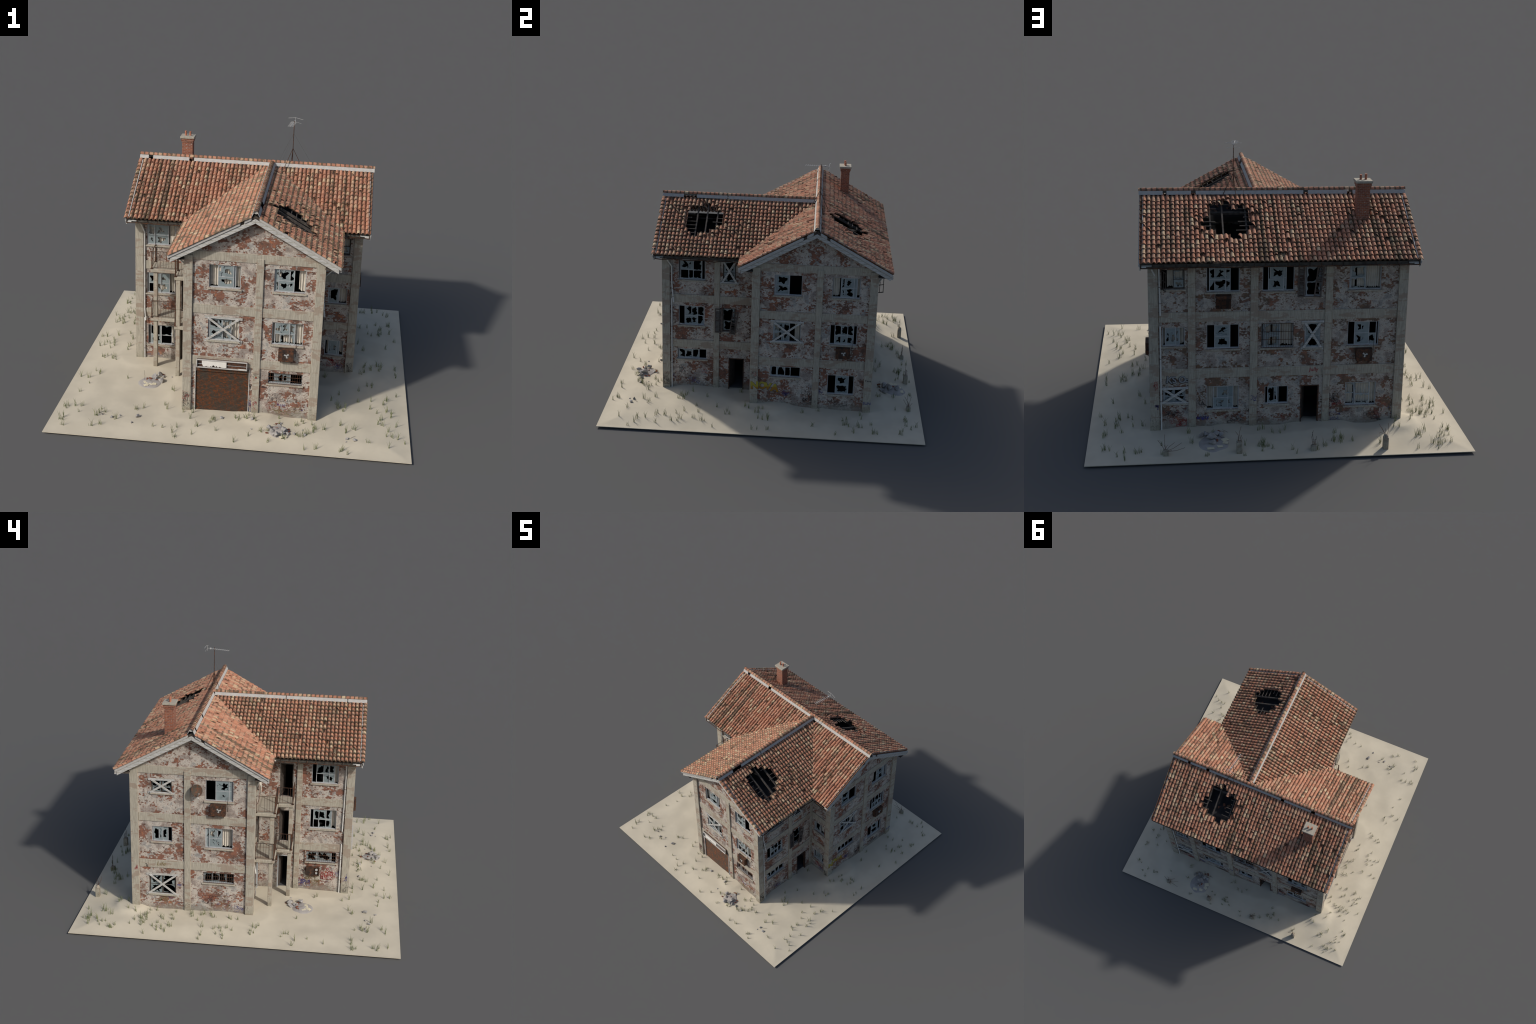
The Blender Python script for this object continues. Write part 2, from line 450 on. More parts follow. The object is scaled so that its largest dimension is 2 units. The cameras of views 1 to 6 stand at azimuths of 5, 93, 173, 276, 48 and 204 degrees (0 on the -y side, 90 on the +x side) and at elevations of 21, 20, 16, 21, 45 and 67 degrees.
mb = MB()
NG = 150
idx = lambda i, j, k: k * (NG + 1) ** 2 + j * (NG + 1) + i
top = [(-1 + 2 * i / NG, -1 + 2 * j / NG) for j in range(NG + 1) for i in range(NG + 1)]
vs = [(x, y, sand_z(x, y)) for x, y in top]
vs += [(x, y, z - 0.0035) for x, y, z in vs]
fs = [(idx(i, j, 0), idx(i + 1, j, 0), idx(i + 1, j + 1, 0), idx(i, j + 1, 0)) for j in range(NG) for i in range(NG)]
fs += [(idx(i, j + 1, 1), idx(i + 1, j + 1, 1), idx(i + 1, j, 1), idx(i, j, 1)) for j in range(NG) for i in range(NG)]
for i in range(NG):
    fs += [(idx(i, 0, 1), idx(i + 1, 0, 1), idx(i + 1, 0, 0), idx(i, 0, 0)), (idx(i + 1, NG, 1), idx(i, NG, 1), idx(i, NG, 0), idx(i + 1, NG, 0)),
           (idx(0, i + 1, 1), idx(0, i, 1), idx(0, i, 0), idx(0, i + 1, 0)), (idx(NG, i, 1), idx(NG, i + 1, 1), idx(NG, i + 1, 0), idx(NG, i, 0))]
mb.add(vs, fs)
mb.obj("sand_ground", M_SAND, smooth=60)


# ------------------------------------------------------------------ facades
class Facade:
    def __init__(self, axis, sign, plane, right):
        self.axis, self.sign, self.plane, self.right = axis, sign, plane, right

    def p(self, u, d, z):
        c = self.plane + self.sign * d
        return (c, u, z) if self.axis == 0 else (u, c, z)

    def box(self, mb, u0, u1, d0, d1, z0, z1, mat=0):
        mb.box(self.p(u0, d0, z0), self.p(u1, d1, z1), mat)

    def beam(self, mb, a, b, w, h, mat=0):
        """bar between two (u, d, z) points, flat against the wall: w wide in the wall plane, h deep"""
        n = (self.sign, 0, 0) if self.axis == 0 else (0, self.sign, 0)
        mb.beam(self.p(*a), self.p(*b), w, h, up=n, mat=mat)

    def at(self, u0, u1, f):
        """fraction 0..1 from the left edge as seen from outside"""
        return u0 + (u1 - u0) * f if self.right > 0 else u1 - (u1 - u0) * f


FRONT = Facade(1, -1, WING_Y + INSET, 1)
NORTH = Facade(1, 1, MAIN_Y[1] - INSET, -1)
WEST = Facade(0, -1, MAIN_X[0] + INSET, -1)
EAST = Facade(0, 1, MAIN_X[1] - INSET, 1)
WWEST = Facade(0, -1, WING_X[0] + INSET, -1)
WEAST = Facade(0, 1, WING_X[1] - INSET, 1)
SOUTH = Facade(1, -1, MAIN_Y[0] + INSET, 1)
THICK = 0.020
TOPZ = 0.975


def wall(name, F, u0, u1, openings):
    us = sorted({u0, u1, *[o[0] for o in openings], *[o[1] for o in openings]})
    zs = sorted({0.0, TOPZ, *[o[2] for o in openings], *[o[3] for o in openings]})
    solid = {}
    for i in range(len(us) - 1):
        for k in range(len(zs) - 1):
            cu, cz = (us[i] + us[i + 1]) / 2, (zs[k] + zs[k + 1]) / 2
            solid[i, k] = not any(a < cu < b and c < cz < d for a, b, c, d in openings)
    mb = MB()
    flip = (F.axis == 1) == (F.sign > 0)

    def quad(a, b, c, d):
        q = [F.p(*v) for v in (a, b, c, d)]
        mb.add(q[::-1] if flip else q, [(0, 1, 2, 3)])
    for (i, k), s in solid.items():
        if not s:
            continue
        a, b, c, d = us[i], us[i + 1], zs[k], zs[k + 1]
        quad((a, 0, c), (b, 0, c), (b, 0, d), (a, 0, d))
        quad((b, -THICK, c), (a, -THICK, c), (a, -THICK, d), (b, -THICK, d))
        for (di, dk), e in (((-1, 0), ((a, -THICK, c), (a, 0, c), (a, 0, d), (a, -THICK, d))), ((1, 0), ((b, 0, c), (b, -THICK, c), (b, -THICK, d), (b, 0, d))),
                            ((0, -1), ((a, -THICK, c), (b, -THICK, c), (b, 0, c), (a, 0, c))), ((0, 1), ((a, 0, d), (b, 0, d), (b, -THICK, d), (a, -THICK, d)))):
            if not solid.get((i + di, k + dk), False):
                quad(*e)
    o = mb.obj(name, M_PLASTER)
    bm = bmesh.new(); bm.from_mesh(o.data)
    bmesh.ops.remove_doubles(bm, verts=bm.verts[:], dist=1e-5)
    bmesh.ops.recalc_face_normals(bm, faces=bm.faces[:])
    bm.to_mesh(o.data); bm.free()
    return o


# ------------------------------------------------------------------ windows
def jag_pane(mb, F, u0, u1, z0, z1, d, hole, r):
    """a pane with a jagged hole of relative size `hole` (0: whole)"""
    if hole <= 0:
        F.box(mb, u0, u1, d - 0.0006, d + 0.0006, z0, z1)
        return
    cu, cz = u0 + (u1 - u0) * r.uniform(0.4, 0.6), z0 + (z1 - z0) * r.uniform(0.4, 0.6)
    n = 26
    outer, inner = [], []
    sharp = r.random() < 0.5
    for k in range(n):
        a = 2 * math.pi * (k + 0.5) / n
        dx, dz = math.cos(a), math.sin(a)
        t = min(((u1 - cu) if dx > 0 else (u0 - cu)) / dx if abs(dx) > 1e-6 else 9, ((z1 - cz) if dz > 0 else (z0 - cz)) / dz if abs(dz) > 1e-6 else 9)
        j = 0.5 * noise.noise(Vector((math.cos(a) * 1.4, math.sin(a) * 1.4, cu * 91 + cz * 37))) + (r.uniform(-0.22, 0.22) if sharp else r.uniform(-0.07, 0.07))
        f = max(0.12, min(0.985, hole + j))
        outer.append((cu + dx * t, cz + dz * t)); inner.append((cu + dx * t * f, cz + dz * t * f))
    # insert the rectangle's corners into the outer ring by snapping the nearest sample to them
    for c in ((u0, z0), (u1, z0), (u1, z1), (u0, z1)):
        k = min(range(n), key=lambda i: (outer[i][0] - c[0]) ** 2 + (outer[i][1] - c[1]) ** 2)
        outer[k] = c
    vs = [F.p(u, d + s, z) for s in (0.0006, -0.0006) for ring in (outer, inner) for u, z in ring]
    fs = []
    for k in range(n):
        l = (k + 1) % n
        fs += [(k, l, n + l, n + k), (2 * n + l, 2 * n + k, 3 * n + k, 3 * n + l), (n + k, n + l, 3 * n + l, 3 * n + k)]
    mb.add(vs, fs)


def curtain(F, u0, u1, z0, z1, d, r, parent, torn=True):
    n, m = max(10, int((u1 - u0) / 0.0016)), 10
    ph = r.uniform(0, 9)
    freq = r.uniform(380, 520)
    vs = []
    for j in range(m + 1):
        for i in range(n + 1):
            u = u0 + (u1 - u0) * i / n
            low = z0 + (0.016 * max(0, noise.noise(Vector((u * 60, ph, 3)))) + 0.006 * r.random() if torn else 0)
            z = z1 + (low - z1) * j / m
            w = 0.0035 * math.sin(u * freq + ph + 1.2 * noise.noise(Vector((u * 25, z * 12, ph))))
            vs.append(F.p(u, d + w, z))
    mb = MB()
    k = len(vs)
    off = 0.0006 * F.sign
    back = [((x - off, y, z) if F.axis == 0 else (x, y - off, z)) for x, y, z in vs]
    q = [(j * (n + 1) + i, j * (n + 1) + i + 1, (j + 1) * (n + 1) + i + 1, (j + 1) * (n + 1) + i) for j in range(m) for i in range(n)]
    mb.add(vs + back, q + [tuple(k + a for a in f[::-1]) for f in q])
    return mb.obj("curtain", M_CURTAIN, parent, smooth=80)


def bars(mb, F, u0, u1, d0, d1, z0, z1, w, mat=0):
    F.box(mb, u0, u0 + w, d0, d1, z0, z1, mat); F.box(mb, u1 - w, u1, d0, d1, z0, z1, mat)
    F.box(mb, u0 + w, u1 - w, d0, d1, z0, z0 + w, mat); F.box(mb, u0 + w, u1 - w, d0, d1, z1 - w, z1, mat)


def boards(F, u0, u1, z0, z1, r, parent):
    """planks nailed across: top, bottom and a saltire"""
    def plank(a, b, w, d):
        mb = MB(); F.beam(mb, (a[0], d, a[1]), (b[0], d, b[1]), w, 0.003)
        bevelled(mb.obj("nailed_plank", M_BOARD, parent), 0.0006)
    t = 0.018
    sl = r.uniform(-0.002, 0.002)
    plank((u0 - t, z1 + 0.004 + sl), (u1 + t, z1 + 0.004 - sl), 0.014, 0.0035)
    plank((u0 - t, z0 - 0.001 - sl), (u1 + t, z0 - 0.001 + sl), 0.016, 0.0035)
    plank((u0 - 0.004, z0 + 0.002), (u1 - 0.002, z1 + 0.002), 0.0125, 0.0062)
    plank((u1 + 0.006, z0 + 0.002), (u0 + 0.002, z1 + 0.002), 0.0125, 0.0095)


def window(F, u0, u1, z0, z1, sashes=((0.05, 0.53), (0.3, 0.78)), rail=True, cur=(), barred=False, crossed=False, wood=False, seed=0, hole=0.62, sill=True):
    r = random.Random(seed * 131 + int((u0 + 2) * 1000) + int(z0 * 1000) * 7 + F.axis * 5 + (F.sign > 0) * 11)
    M = M_WOOD if wood else M_ALU
    mb = MB()
    bars(mb, F, u0, u1, -0.016, -0.004, z0, z1, 0.0036)
    win = mb.obj("window", M)
    W = u1 - u0
    for k, (a, b) in enumerate(sashes):
        ua, ub = sorted((F.at(u0, u1, a), F.at(u0, u1, b)))
        ua, ub = max(ua, u0 + 0.002), min(ub, u1 - 0.002)
        d = -0.0075 - 0.0045 * k
        za, zb = z0 + 0.003, z1 - 0.003
        sm = MB()
        bars(sm, F, ua, ub, d - 0.0016, d + 0.0016, za, zb, 0.0040)
        zm = z0 + (z1 - z0) * r.uniform(0.45, 0.50)
        if rail:
            F.box(sm, ua + 0.0040, ub - 0.0040, d - 0.0014, d + 0.0014, zm - 0.0016, zm + 0.0016)
        sash = sm.obj("window_sash", M, win)
        pm = MB()
        for lo, hi in ((za + 0.003, zm - 0.001), (zm + 0.001, zb - 0.003)) if rail else ((za + 0.003, zb - 0.003),):
            h = hole + r.uniform(-0.22, 0.25)
            if r.random() < 0.04:
                continue
            jag_pane(pm, F, ua + 0.003, ub - 0.003, lo, hi, d, h, r)
        if pm.v:
            pm.obj("window_pane", M_GLASS, win)
    for a, b in cur:
        ua, ub = sorted((F.at(u0, u1, a), F.at(u0, u1, b)))
        curtain(F, ua, ub, z0 + 0.002, z1 + 0.003, -0.027, r, win)
    if sill:
        sm = MB()
        F.box(sm, u0 - 0.008, u1 + 0.008, -0.004, 0.0085, z0 - 0.0105, z0 - 0.0015)
        bevelled(sm.obj("window_sill", M_CONC, win), 0.0012)
    if barred:
        bm_ = MB()
        n = max(8, int(W / 0.0125))
        for i in range(n + 1):
            u = u0 + 0.002 + (W - 0.004) * i / n
            F.beam(bm_, (u, 0.001, z0), (u, 0.001, z1), 0.0014, 0.0014)
        for f in ((0.02, 0.33, 0.66, 0.98) if z1 - z0 < 0.1 else (0.0, 0.33, 0.66, 1.0)):
            z = z0 + (z1 - z0) * f
            F.beam(bm_, (u0, 0.0022, z), (u1, 0.0022, z), 0.0024, 0.0012)
        bm_.obj("window_grille", M_RUST, win)
    if crossed:
        boards(F, u0, u1, z0, z1, r, win)
    return win


OPEN = {}


def opening(F, *o):
    OPEN.setdefault(id(F), []).append(o)


Z3, Z2, Z1, ZV = (0.792, 0.925), (0.479, 0.612), (0.139, 0.272), (0.240, 0.311)
LR = ((0.0, 0.3), (0.72, 1.0))
SPEC = [
    # facade, u0, u1, (z0, z1), options
    (FRONT, -0.148, 0.025, Z3, dict(sashes=((.28, .78), (.36, .84)), cur=((.02, .36), (.46, 1.0)))),
    (FRONT, 0.205, 0.376, Z3, dict(sashes=((.13, .64), (.02, .50)), cur=((.0, .22), (.78, 1.0)), hole=.78)),
    (FRONT, -0.148, 0.025, Z2, dict(sashes=((.04, .48), (.3, .75)), cur=((.42, 1.0),), crossed=True, sill=True)),
    (FRONT, 0.206, 0.377, Z2, dict(sashes=((.08, .57), (.25, .74)), cur=((.0, .30), (.36, 1.0)), hole=.85)),
    (FRONT, 0.195, 0.386, (0.237, 0.305), dict(sashes=((.17, .66), (.0, .45)), rail=False, barred=True)),
    (WEST, 0.421, 0.546, (0.825, 0.908), dict(sashes=((.03, .5), (.5, .97)), crossed=True, wood=True)),
    (WEST, 0.047, 0.216, Z3, dict(sashes=((.36, .86), (.44, .96)), hole=.42)),
    (WEST, 0.420, 0.546, (0.501, 0.602), dict(sashes=((.06, .55), (.32, .80)), rail=False)),
    (WEST, 0.047, 0.216, Z2, dict(sashes=((.13, .62), (.02, .46)), cur=((.1, .45), (.62, .97)), hole=.5)),
    (WEST, 0.399, 0.567, Z1, dict(sashes=((.03, .5), (.5, .97)), crossed=True, wood=True, hole=.85)),
    (WEST, 0.035, 0.227, ZV, dict(sashes=((.03, .53), (.27, .75)), rail=False, barred=True, hole=.9)),
    (WWEST, -0.570, -0.402, Z3, dict(sashes=((.16, .66), (.42, .86)), cur=((.8, 1.0),))),
    (WWEST, -0.570, -0.402, Z2, dict(sashes=((.12, .62), (.32, .83)), cur=((.75, 1.0),), hole=.85)),
    (WWEST, -0.582, -0.388, (0.240, 0.315), dict(sashes=((.0, .36), (.34, .86)), rail=False, barred=True)),
    (SOUTH, -0.607, -0.435, Z3, dict(sashes=((.02, .28), (.26, .75)), cur=((.05, .6), (.75, 1.0)), hole=.45)),
    (SOUTH, -0.607, -0.435, Z2, dict(sashes=((.05, .5), (.3, .8)), cur=((.2, 1.0),))),
    (SOUTH, -0.600, -0.435, (0.132, 0.265), dict(sashes=((.08, .5), (.42, .90)), hole=.75, cur=((.85, 1.0),))),
    (SOUTH, 0.495, 0.608, (0.812, 0.915), dict(sashes=((.02, .5), (.5, .98)), wood=True, cur=((.0, 1.0),))),
    (SOUTH, 0.494, 0.608, (0.496, 0.600), dict(sashes=((.02, .55), (.1, .6)), rail=False, cur=((.5, 1.0),))),
    (SOUTH, 0.495, 0.608, (0.151, 0.252), dict(sashes=((.18, .68), (.3, .8)), rail=False, cur=((.1, .95),), hole=.3)),
    (WEAST, -0.569, -0.400, Z3, dict(sashes=((.06, .56), (.36, .88)), hole=.75)),
    (WEAST, -0.288, -0.205, (0.781, 0.927), dict(sashes=((.04, .96),), crossed=True, wood=True)),
    (WEAST, -0.569, -0.402, Z2, dict(sashes=((.22, .74), (.48, .98)), hole=.88)),
    (WEAST, -0.288, -0.205, (0.446, 0.608), dict(sashes=((.04, .96),), hole=.85, wood=True)),
    (WEAST, -0.578, -0.388, ZV, dict(sashes=((.04, .53), (.25, .75)), rail=False, hole=.8)),
    (EAST, 0.047, 0.217, (0.797, 0.930), dict(sashes=((.03, .53), (.06, .55)), hole=.7)),
    (EAST, 0.400, 0.570, (0.797, 0.930), dict(sashes=((.30, .78), (.42, .89)), cur=((.0, .26), (.8, 1.0)))),
    (EAST, 0.048, 0.219, (0.484, 0.617), dict(sashes=((.02, .4), (.3, .6)), crossed=True, cur=((.0, .22), (.78, 1.0)))),
    (EAST, 0.399, 0.567, (0.484, 0.617), dict(sashes=((.17, .66), (.4, .88)), hole=.7)),
    (EAST, 0.037, 0.226, (0.243, 0.314), dict(sashes=((.2, .68), (.02, .5)), rail=False, hole=.8)),
    (EAST, 0.399, 0.566, (0.141, 0.274), dict(sashes=((.30, .80), (.32, .78)), hole=.7)),
    (NORTH, 0.490, 0.609, (0.816, 0.920), dict(sashes=((.5, .98),), wood=True, cur=((.25, 1.0),))),
    (NORTH, 0.209, 0.379, (0.797, 0.930), dict(sashes=((.08, .60), (.24, .73)), hole=.7)),
    (NORTH, -0.075, 0.091, (0.797, 0.930), dict(sashes=((.18, .68), (.24, .76)), hole=.7)),
    (NORTH, -0.219, -0.131, (0.764, 0.930), dict(sashes=((.08, .92),), hole=.88, wood=False)),
    (NORTH, -0.533, -0.364, (0.797, 0.930), dict(sashes=((.03, .52), (.05, .50)), cur=((.05, .2), (.26, 1.0)), hole=.88)),
    (NORTH, 0.492, 0.607, (0.504, 0.607), dict(sashes=((.12, .62), (.28, .78)), rail=False, cur=((.0, .18), (.36, 1.0)))),
    (NORTH, 0.209, 0.379, (0.484, 0.618), dict(sashes=((.24, .73), (.26, .71)), hole=.45)),
    (NORTH, -0.077, 0.093, (0.484, 0.618), dict(sashes=((.10, .58), (.05, .53)), barred=True, cur=((.1, .3), (.36, 1.0)))),
    (NORTH, -0.220, -0.135, (0.478, 0.618), dict(sashes=((.05, .95),), crossed=True, hole=.8)),
    (NORTH, -0.533, -0.365, (0.484, 0.619), dict(sashes=((.22, .70), (.44, .94)), hole=.55)),
    (NORTH, 0.490, 0.608, (0.182, 0.262), dict(sashes=((.04, .5), (.5, .96)), crossed=True)),
    (NORTH, 0.209, 0.380, (0.138, 0.272), dict(sashes=((.20, .68), (.33, .84)), cur=((.0, 1.0),), hole=.35)),
    (NORTH, -0.055, 0.070, (0.161, 0.262), dict(sashes=((.12, .54), (.4, .6)), rail=False, hole=.75)),
    (NORTH, -0.533, -0.364, (0.138, 0.272), dict(sashes=((.31, .80), (.0, .3)), cur=((.02, .27), (.36, 1.0)), hole=.9)),
]
for F, a, b, (c, d), kw in SPEC:
    opening(F, a, b, c, d)
DOORS = [(WWEST, -0.285, -0.205, 0.02, 0.272), (WWEST, -0.283, -0.208, 0.371, 0.592), (WWEST, -0.285, -0.205, 0.686, 0.912),
         (SOUTH, -0.405, -0.300, 0.02, 0.272), (SOUTH, -0.395, -0.305, 0.371, 0.592),
         (WEAST, -0.242, -0.146, 0.02, 0.256), (NORTH, -0.219, -0.124, 0.02, 0.262), (FRONT, -0.212, 0.088, 0.0, 0.310)]
for F, a, b, c, d in DOORS:
    opening(F, a, b, c, d)
wall("front_wall", FRONT, WING_X[0] + INSET, WING_X[1] - INSET, OPEN[id(FRONT)])
wall("rear_wall", NORTH, MAIN_X[0] + INSET, MAIN_X[1] - INSET, OPEN[id(NORTH)])
e = THICK + 0.0005
wall("side_wall", WEST, MAIN_Y[0] + INSET + e, MAIN_Y[1] - INSET - e, OPEN[id(WEST)])
wall("side_wall", EAST, MAIN_Y[0] + INSET + e, MAIN_Y[1] - INSET - e, OPEN[id(EAST)])
wall("wing_wall", WWEST, WING_Y + INSET + e, MAIN_Y[0] + INSET - 0.0005, OPEN[id(WWEST)])
wall("wing_wall", WEAST, WING_Y + INSET + e, MAIN_Y[0] + INSET - 0.0005, OPEN[id(WEAST)])
wall("inner_wall", SOUTH, MAIN_X[0] + INSET, MAIN_X[1] - INSET, OPEN[id(SOUTH)])
for k, (F, a, b, (c, d), kw) in enumerate(SPEC):
    window(F, a, b, c, d, seed=k, **kw)

# gable walls above the eaves
for F, c in ((FRONT, RX), (WEST, RY), (EAST, RY)):
    half = (ZR - 0.030 - TOPZ) / SL
    mb = MB()
    tri = [(c - half, TOPZ), (c + half, TOPZ), (c, ZR - 0.030)]
    vs = [F.p(u, dd, z) for dd in (0, -THICK) for u, z in tri]
    mb.add(vs, [(0, 1, 2), (5, 4, 3), (0, 3, 4, 1), (1, 4, 5, 2), (2, 5, 3, 0)])
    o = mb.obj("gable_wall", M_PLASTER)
    bm = bmesh.new(); bm.from_mesh(o.data); bmesh.ops.recalc_face_normals(bm, faces=bm.faces[:]); bm.to_mesh(o.data); bm.free()

# ------------------------------------------------------------------ concrete frame
def column(F, u0, u1, d0, d1, z1=TOPZ, z0=0.0):
    mb = MB(); F.box(mb, u0, u1, d0, d1, z0, z1)
    return bevelled(mb.obj("concrete_column", M_CONC), 0.0015)


def corner(x0, x1, y0, y1, z1=TOPZ):
    mb = MB(); mb.box((x0, y0, 0), (x1, y1, z1))
    return bevelled(mb.obj("concrete_column", M_CONC), 0.0015)


S = 0.050
for x0 in (MAIN_X[0], MAIN_X[1] - S):
    for y0 in (MAIN_Y[0], MAIN_Y[1] - S):
        corner(x0, x0 + S, y0, y0 + S)
corner(WING_X[0], WING_X[0] + S, WING_Y, WING_Y + S)
corner(WING_X[1] - S, WING_X[1], WING_Y, WING_Y + S)
corner(WEAST.plane - 0.02, WEAST.plane + 0.007, SOUTH.plane - 0.026, SOUTH.plane + 0.01)
MID = [(FRONT, .109, .149), (NORTH, .436, .475), (NORTH, .112, .152), (NORTH, -.278, -.240), (WEST, .306, .345), (EAST, .306, .344), (WWEST, -.344, -.309), (WEAST, -.342, -.306)]
for F, a, b in MID:
    column(F, a, b, -0.006, 0.0095)
SPAN = {FRONT: (WING_X[0] + S, WING_X[1] - S), NORTH: (MAIN_X[0] + S, MAIN_X[1] - S), WEST: (MAIN_Y[0] + S, MAIN_Y[1] - S), EAST: (MAIN_Y[0] + S, MAIN_Y[1] - S),
        WWEST: (WING_Y + S, SOUTH.plane), WEAST: (WING_Y + S, SOUTH.plane)}
for F, (a, b) in SPAN.items():
    for lvl, (z0, z1) in enumerate(BEAMS):
        if lvl == 2 and F not in (FRONT, WEST, EAST):
            continue
        pieces = [(a + 0.0008, b - 0.0008)]
        if lvl == 2:
            pieces = [(a - 0.048, b + 0.048)]
        if F is WWEST and lvl < 2:
            pieces = [(a, -0.309)]
        if F is FRONT and lvl == 0:
            pieces = [(a, b)]
        for p, q in pieces:
            mb = MB(); F.box(mb, p, q, -0.006, 0.0045, z0, z1)
            bevelled(mb.obj("concrete_beam", M_CONC), 0.0012)
for a, b in ((MAIN_X[0] + S, -0.425), (WEAST.plane + 0.008, MAIN_X[1] - S)):
    for z0, z1 in BEAMS[:2]:
        mb = MB(); SOUTH.box(mb, a, b, -0.006, 0.0045, z0, z1)
        bevelled(mb.obj("concrete_beam", M_CONC), 0.0012)

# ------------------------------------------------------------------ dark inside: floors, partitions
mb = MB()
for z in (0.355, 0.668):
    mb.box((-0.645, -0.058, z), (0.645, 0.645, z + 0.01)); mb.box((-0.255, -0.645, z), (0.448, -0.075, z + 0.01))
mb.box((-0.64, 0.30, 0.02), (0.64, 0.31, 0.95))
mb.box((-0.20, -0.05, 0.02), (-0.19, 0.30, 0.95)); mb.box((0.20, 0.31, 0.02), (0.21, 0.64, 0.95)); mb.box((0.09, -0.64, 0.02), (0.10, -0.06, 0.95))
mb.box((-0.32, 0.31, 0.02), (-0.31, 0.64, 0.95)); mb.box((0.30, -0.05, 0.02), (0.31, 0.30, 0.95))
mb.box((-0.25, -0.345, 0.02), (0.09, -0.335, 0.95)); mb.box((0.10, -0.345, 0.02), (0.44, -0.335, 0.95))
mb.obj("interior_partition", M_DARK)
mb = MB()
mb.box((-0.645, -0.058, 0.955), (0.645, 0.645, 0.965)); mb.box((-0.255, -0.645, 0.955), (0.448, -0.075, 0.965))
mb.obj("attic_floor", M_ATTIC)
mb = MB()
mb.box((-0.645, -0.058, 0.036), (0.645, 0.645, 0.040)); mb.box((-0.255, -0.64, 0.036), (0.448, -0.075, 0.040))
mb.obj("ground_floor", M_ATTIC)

# ------------------------------------------------------------------ roof
HOLE_N = [(.339, .385), (.30, .375), (.26, .370), (.225, .392), (.193, .388), (.165, .412), (.146, .418), (.142, .470), (.134, .50), (.160, .560), (.185, .590), (.235, .596), (.287, .590), (.331, .578), (.352, .572), (.395, .535), (.392, .470), (.365, .466), (.352, .43)]
HOLE_E = [(.190, -.540), (.190, -.47), (.165, -.45), (.170, -.392), (.205, -.385), (.215, -.340), (.245, -.318), (.330, -.312), (.352, -.345), (.385, -.39), (.405, -.47), (.395, -.50), (.370, -.53), (.255, -.545)]


def inside(poly, x, y):
    c = False
    for (x0, y0), (x1, y1) in zip(poly, poly[1:] + poly[:1]):
        if (y0 > y) != (y1 > y) and x < (x1 - x0) * (y - y0) / (y1 - y0) + x0:
            c = not c
    return c


class Slope:
    """a roof plane: a runs along the ridge, d down from it (horizontal distance)"""
    def __init__(self, axis, sign, lo, hi, mat, hole=None):
        self.axis, self.sign, self.lo, self.hi, self.mat, self.hole = axis, sign, lo, hi, mat, hole
        self.down = Vector((0, sign * CO, -SI)) if axis == 1 else Vector((sign * CO, 0, -SI))
        self.nor = Vector((0, sign * SI, CO)) if axis == 1 else Vector((sign * SI, 0, CO))
        self.side = self.down.cross(self.nor) * -1
    def pt(self, a, d, h=0.0):
        p = Vector((a, RY + self.sign * d, ZR - SL * d)) if self.axis == 1 else Vector((RX + self.sign * d, a, ZR - SL * d))
        return p + self.nor * h
    def xy(self, a, d):
        p = self.pt(a, d); return p.x, p.y
    def exists(self, a, d, m=0.012):
        x, y = self.xy(a, d)
        if self.axis == 0:                       # wing, dies into the main roof
            return y < RY - abs(x - RX) + m
        if self.sign < 0:                        # main south slope, hidden under the wing
            return abs(x - RX) > EAVE + 0.0 or (RY - y) < abs(x - RX) + m
        return True
    def gone(self, a, d):
        if not self.hole: return False
        k = round(a / PITCH)
        d += 0.010 * math.sin(k * 12.9898 + 1.3) + 0.005 * math.sin(k * 4.1)
        return inside(self.hole, *self.xy(a, d))


SLOPES = [Slope(1, 1, -VERGE, VERGE, M_TILE_MAIN, HOLE_N), Slope(1, -1, -VERGE, VERGE, M_TILE_MAIN),
          Slope(0, -1, -VERGE, RY, M_TILE_WING), Slope(0, 1, -VERGE, RY, M_TILE_WING, HOLE_E)]


def barrel(r0, r1, L, th, n=8, sweep=math.pi, flip=False):
    """half-barrel tile along +x (down the slope), open side down; r0 top end radius, r1 lower end radius"""
    vs = []
    for x, r in ((0, r0), (L, r1)):
        for rr in (r, r - th):
            for k in range(n + 1):
                a = -sweep / 2 + sweep * k / n
                vs.append((x, rr * math.sin(a), rr * math.cos(a) * (-1 if flip else 1)))
    N = n + 1
    fs = []
    for k in range(n):
        fs += [(k, k + 1, 2 * N + k + 1, 2 * N + k), (N + k + 1, N + k, 3 * N + k, 3 * N + k + 1),
               (k + 1, k, N + k, N + k + 1), (2 * N + k, 2 * N + k + 1, 3 * N + k + 1, 3 * N + k)]
    fs += [(0, 2 * N, 3 * N, N), (n, N + n, 3 * N + n, 2 * N + n)]
    if flip: fs = [f[::-1] for f in fs]
    return vs, fs


TL = ROW / CO * 1.28
CV, CF = barrel(0.0088, 0.0110, TL, 0.0018)
PV, PF = barrel(0.0120, 0.0102, TL, 0.0014, n=5, sweep=math.radians(140), flip=True)


def tile_mesh(name, mat, broken=0):
    me = bpy.data.meshes.new(name)
    vs = CV
    if broken:                                   # lower end snapped off at a slant
        r = random.Random(broken)
        k = r.uniform(0.55, 0.8); s = r.uniform(-14, 14)
        vs = [(min(x, (k * TL + y * s * 0.12)) if x > 0 else x, y, z) for x, y, z in CV]
    me.from_pydata(vs, [], CF)
    me.materials.append(mat)
    me.shade_smooth(); me.set_sharp_from_angle(angle=math.radians(40))
    return me


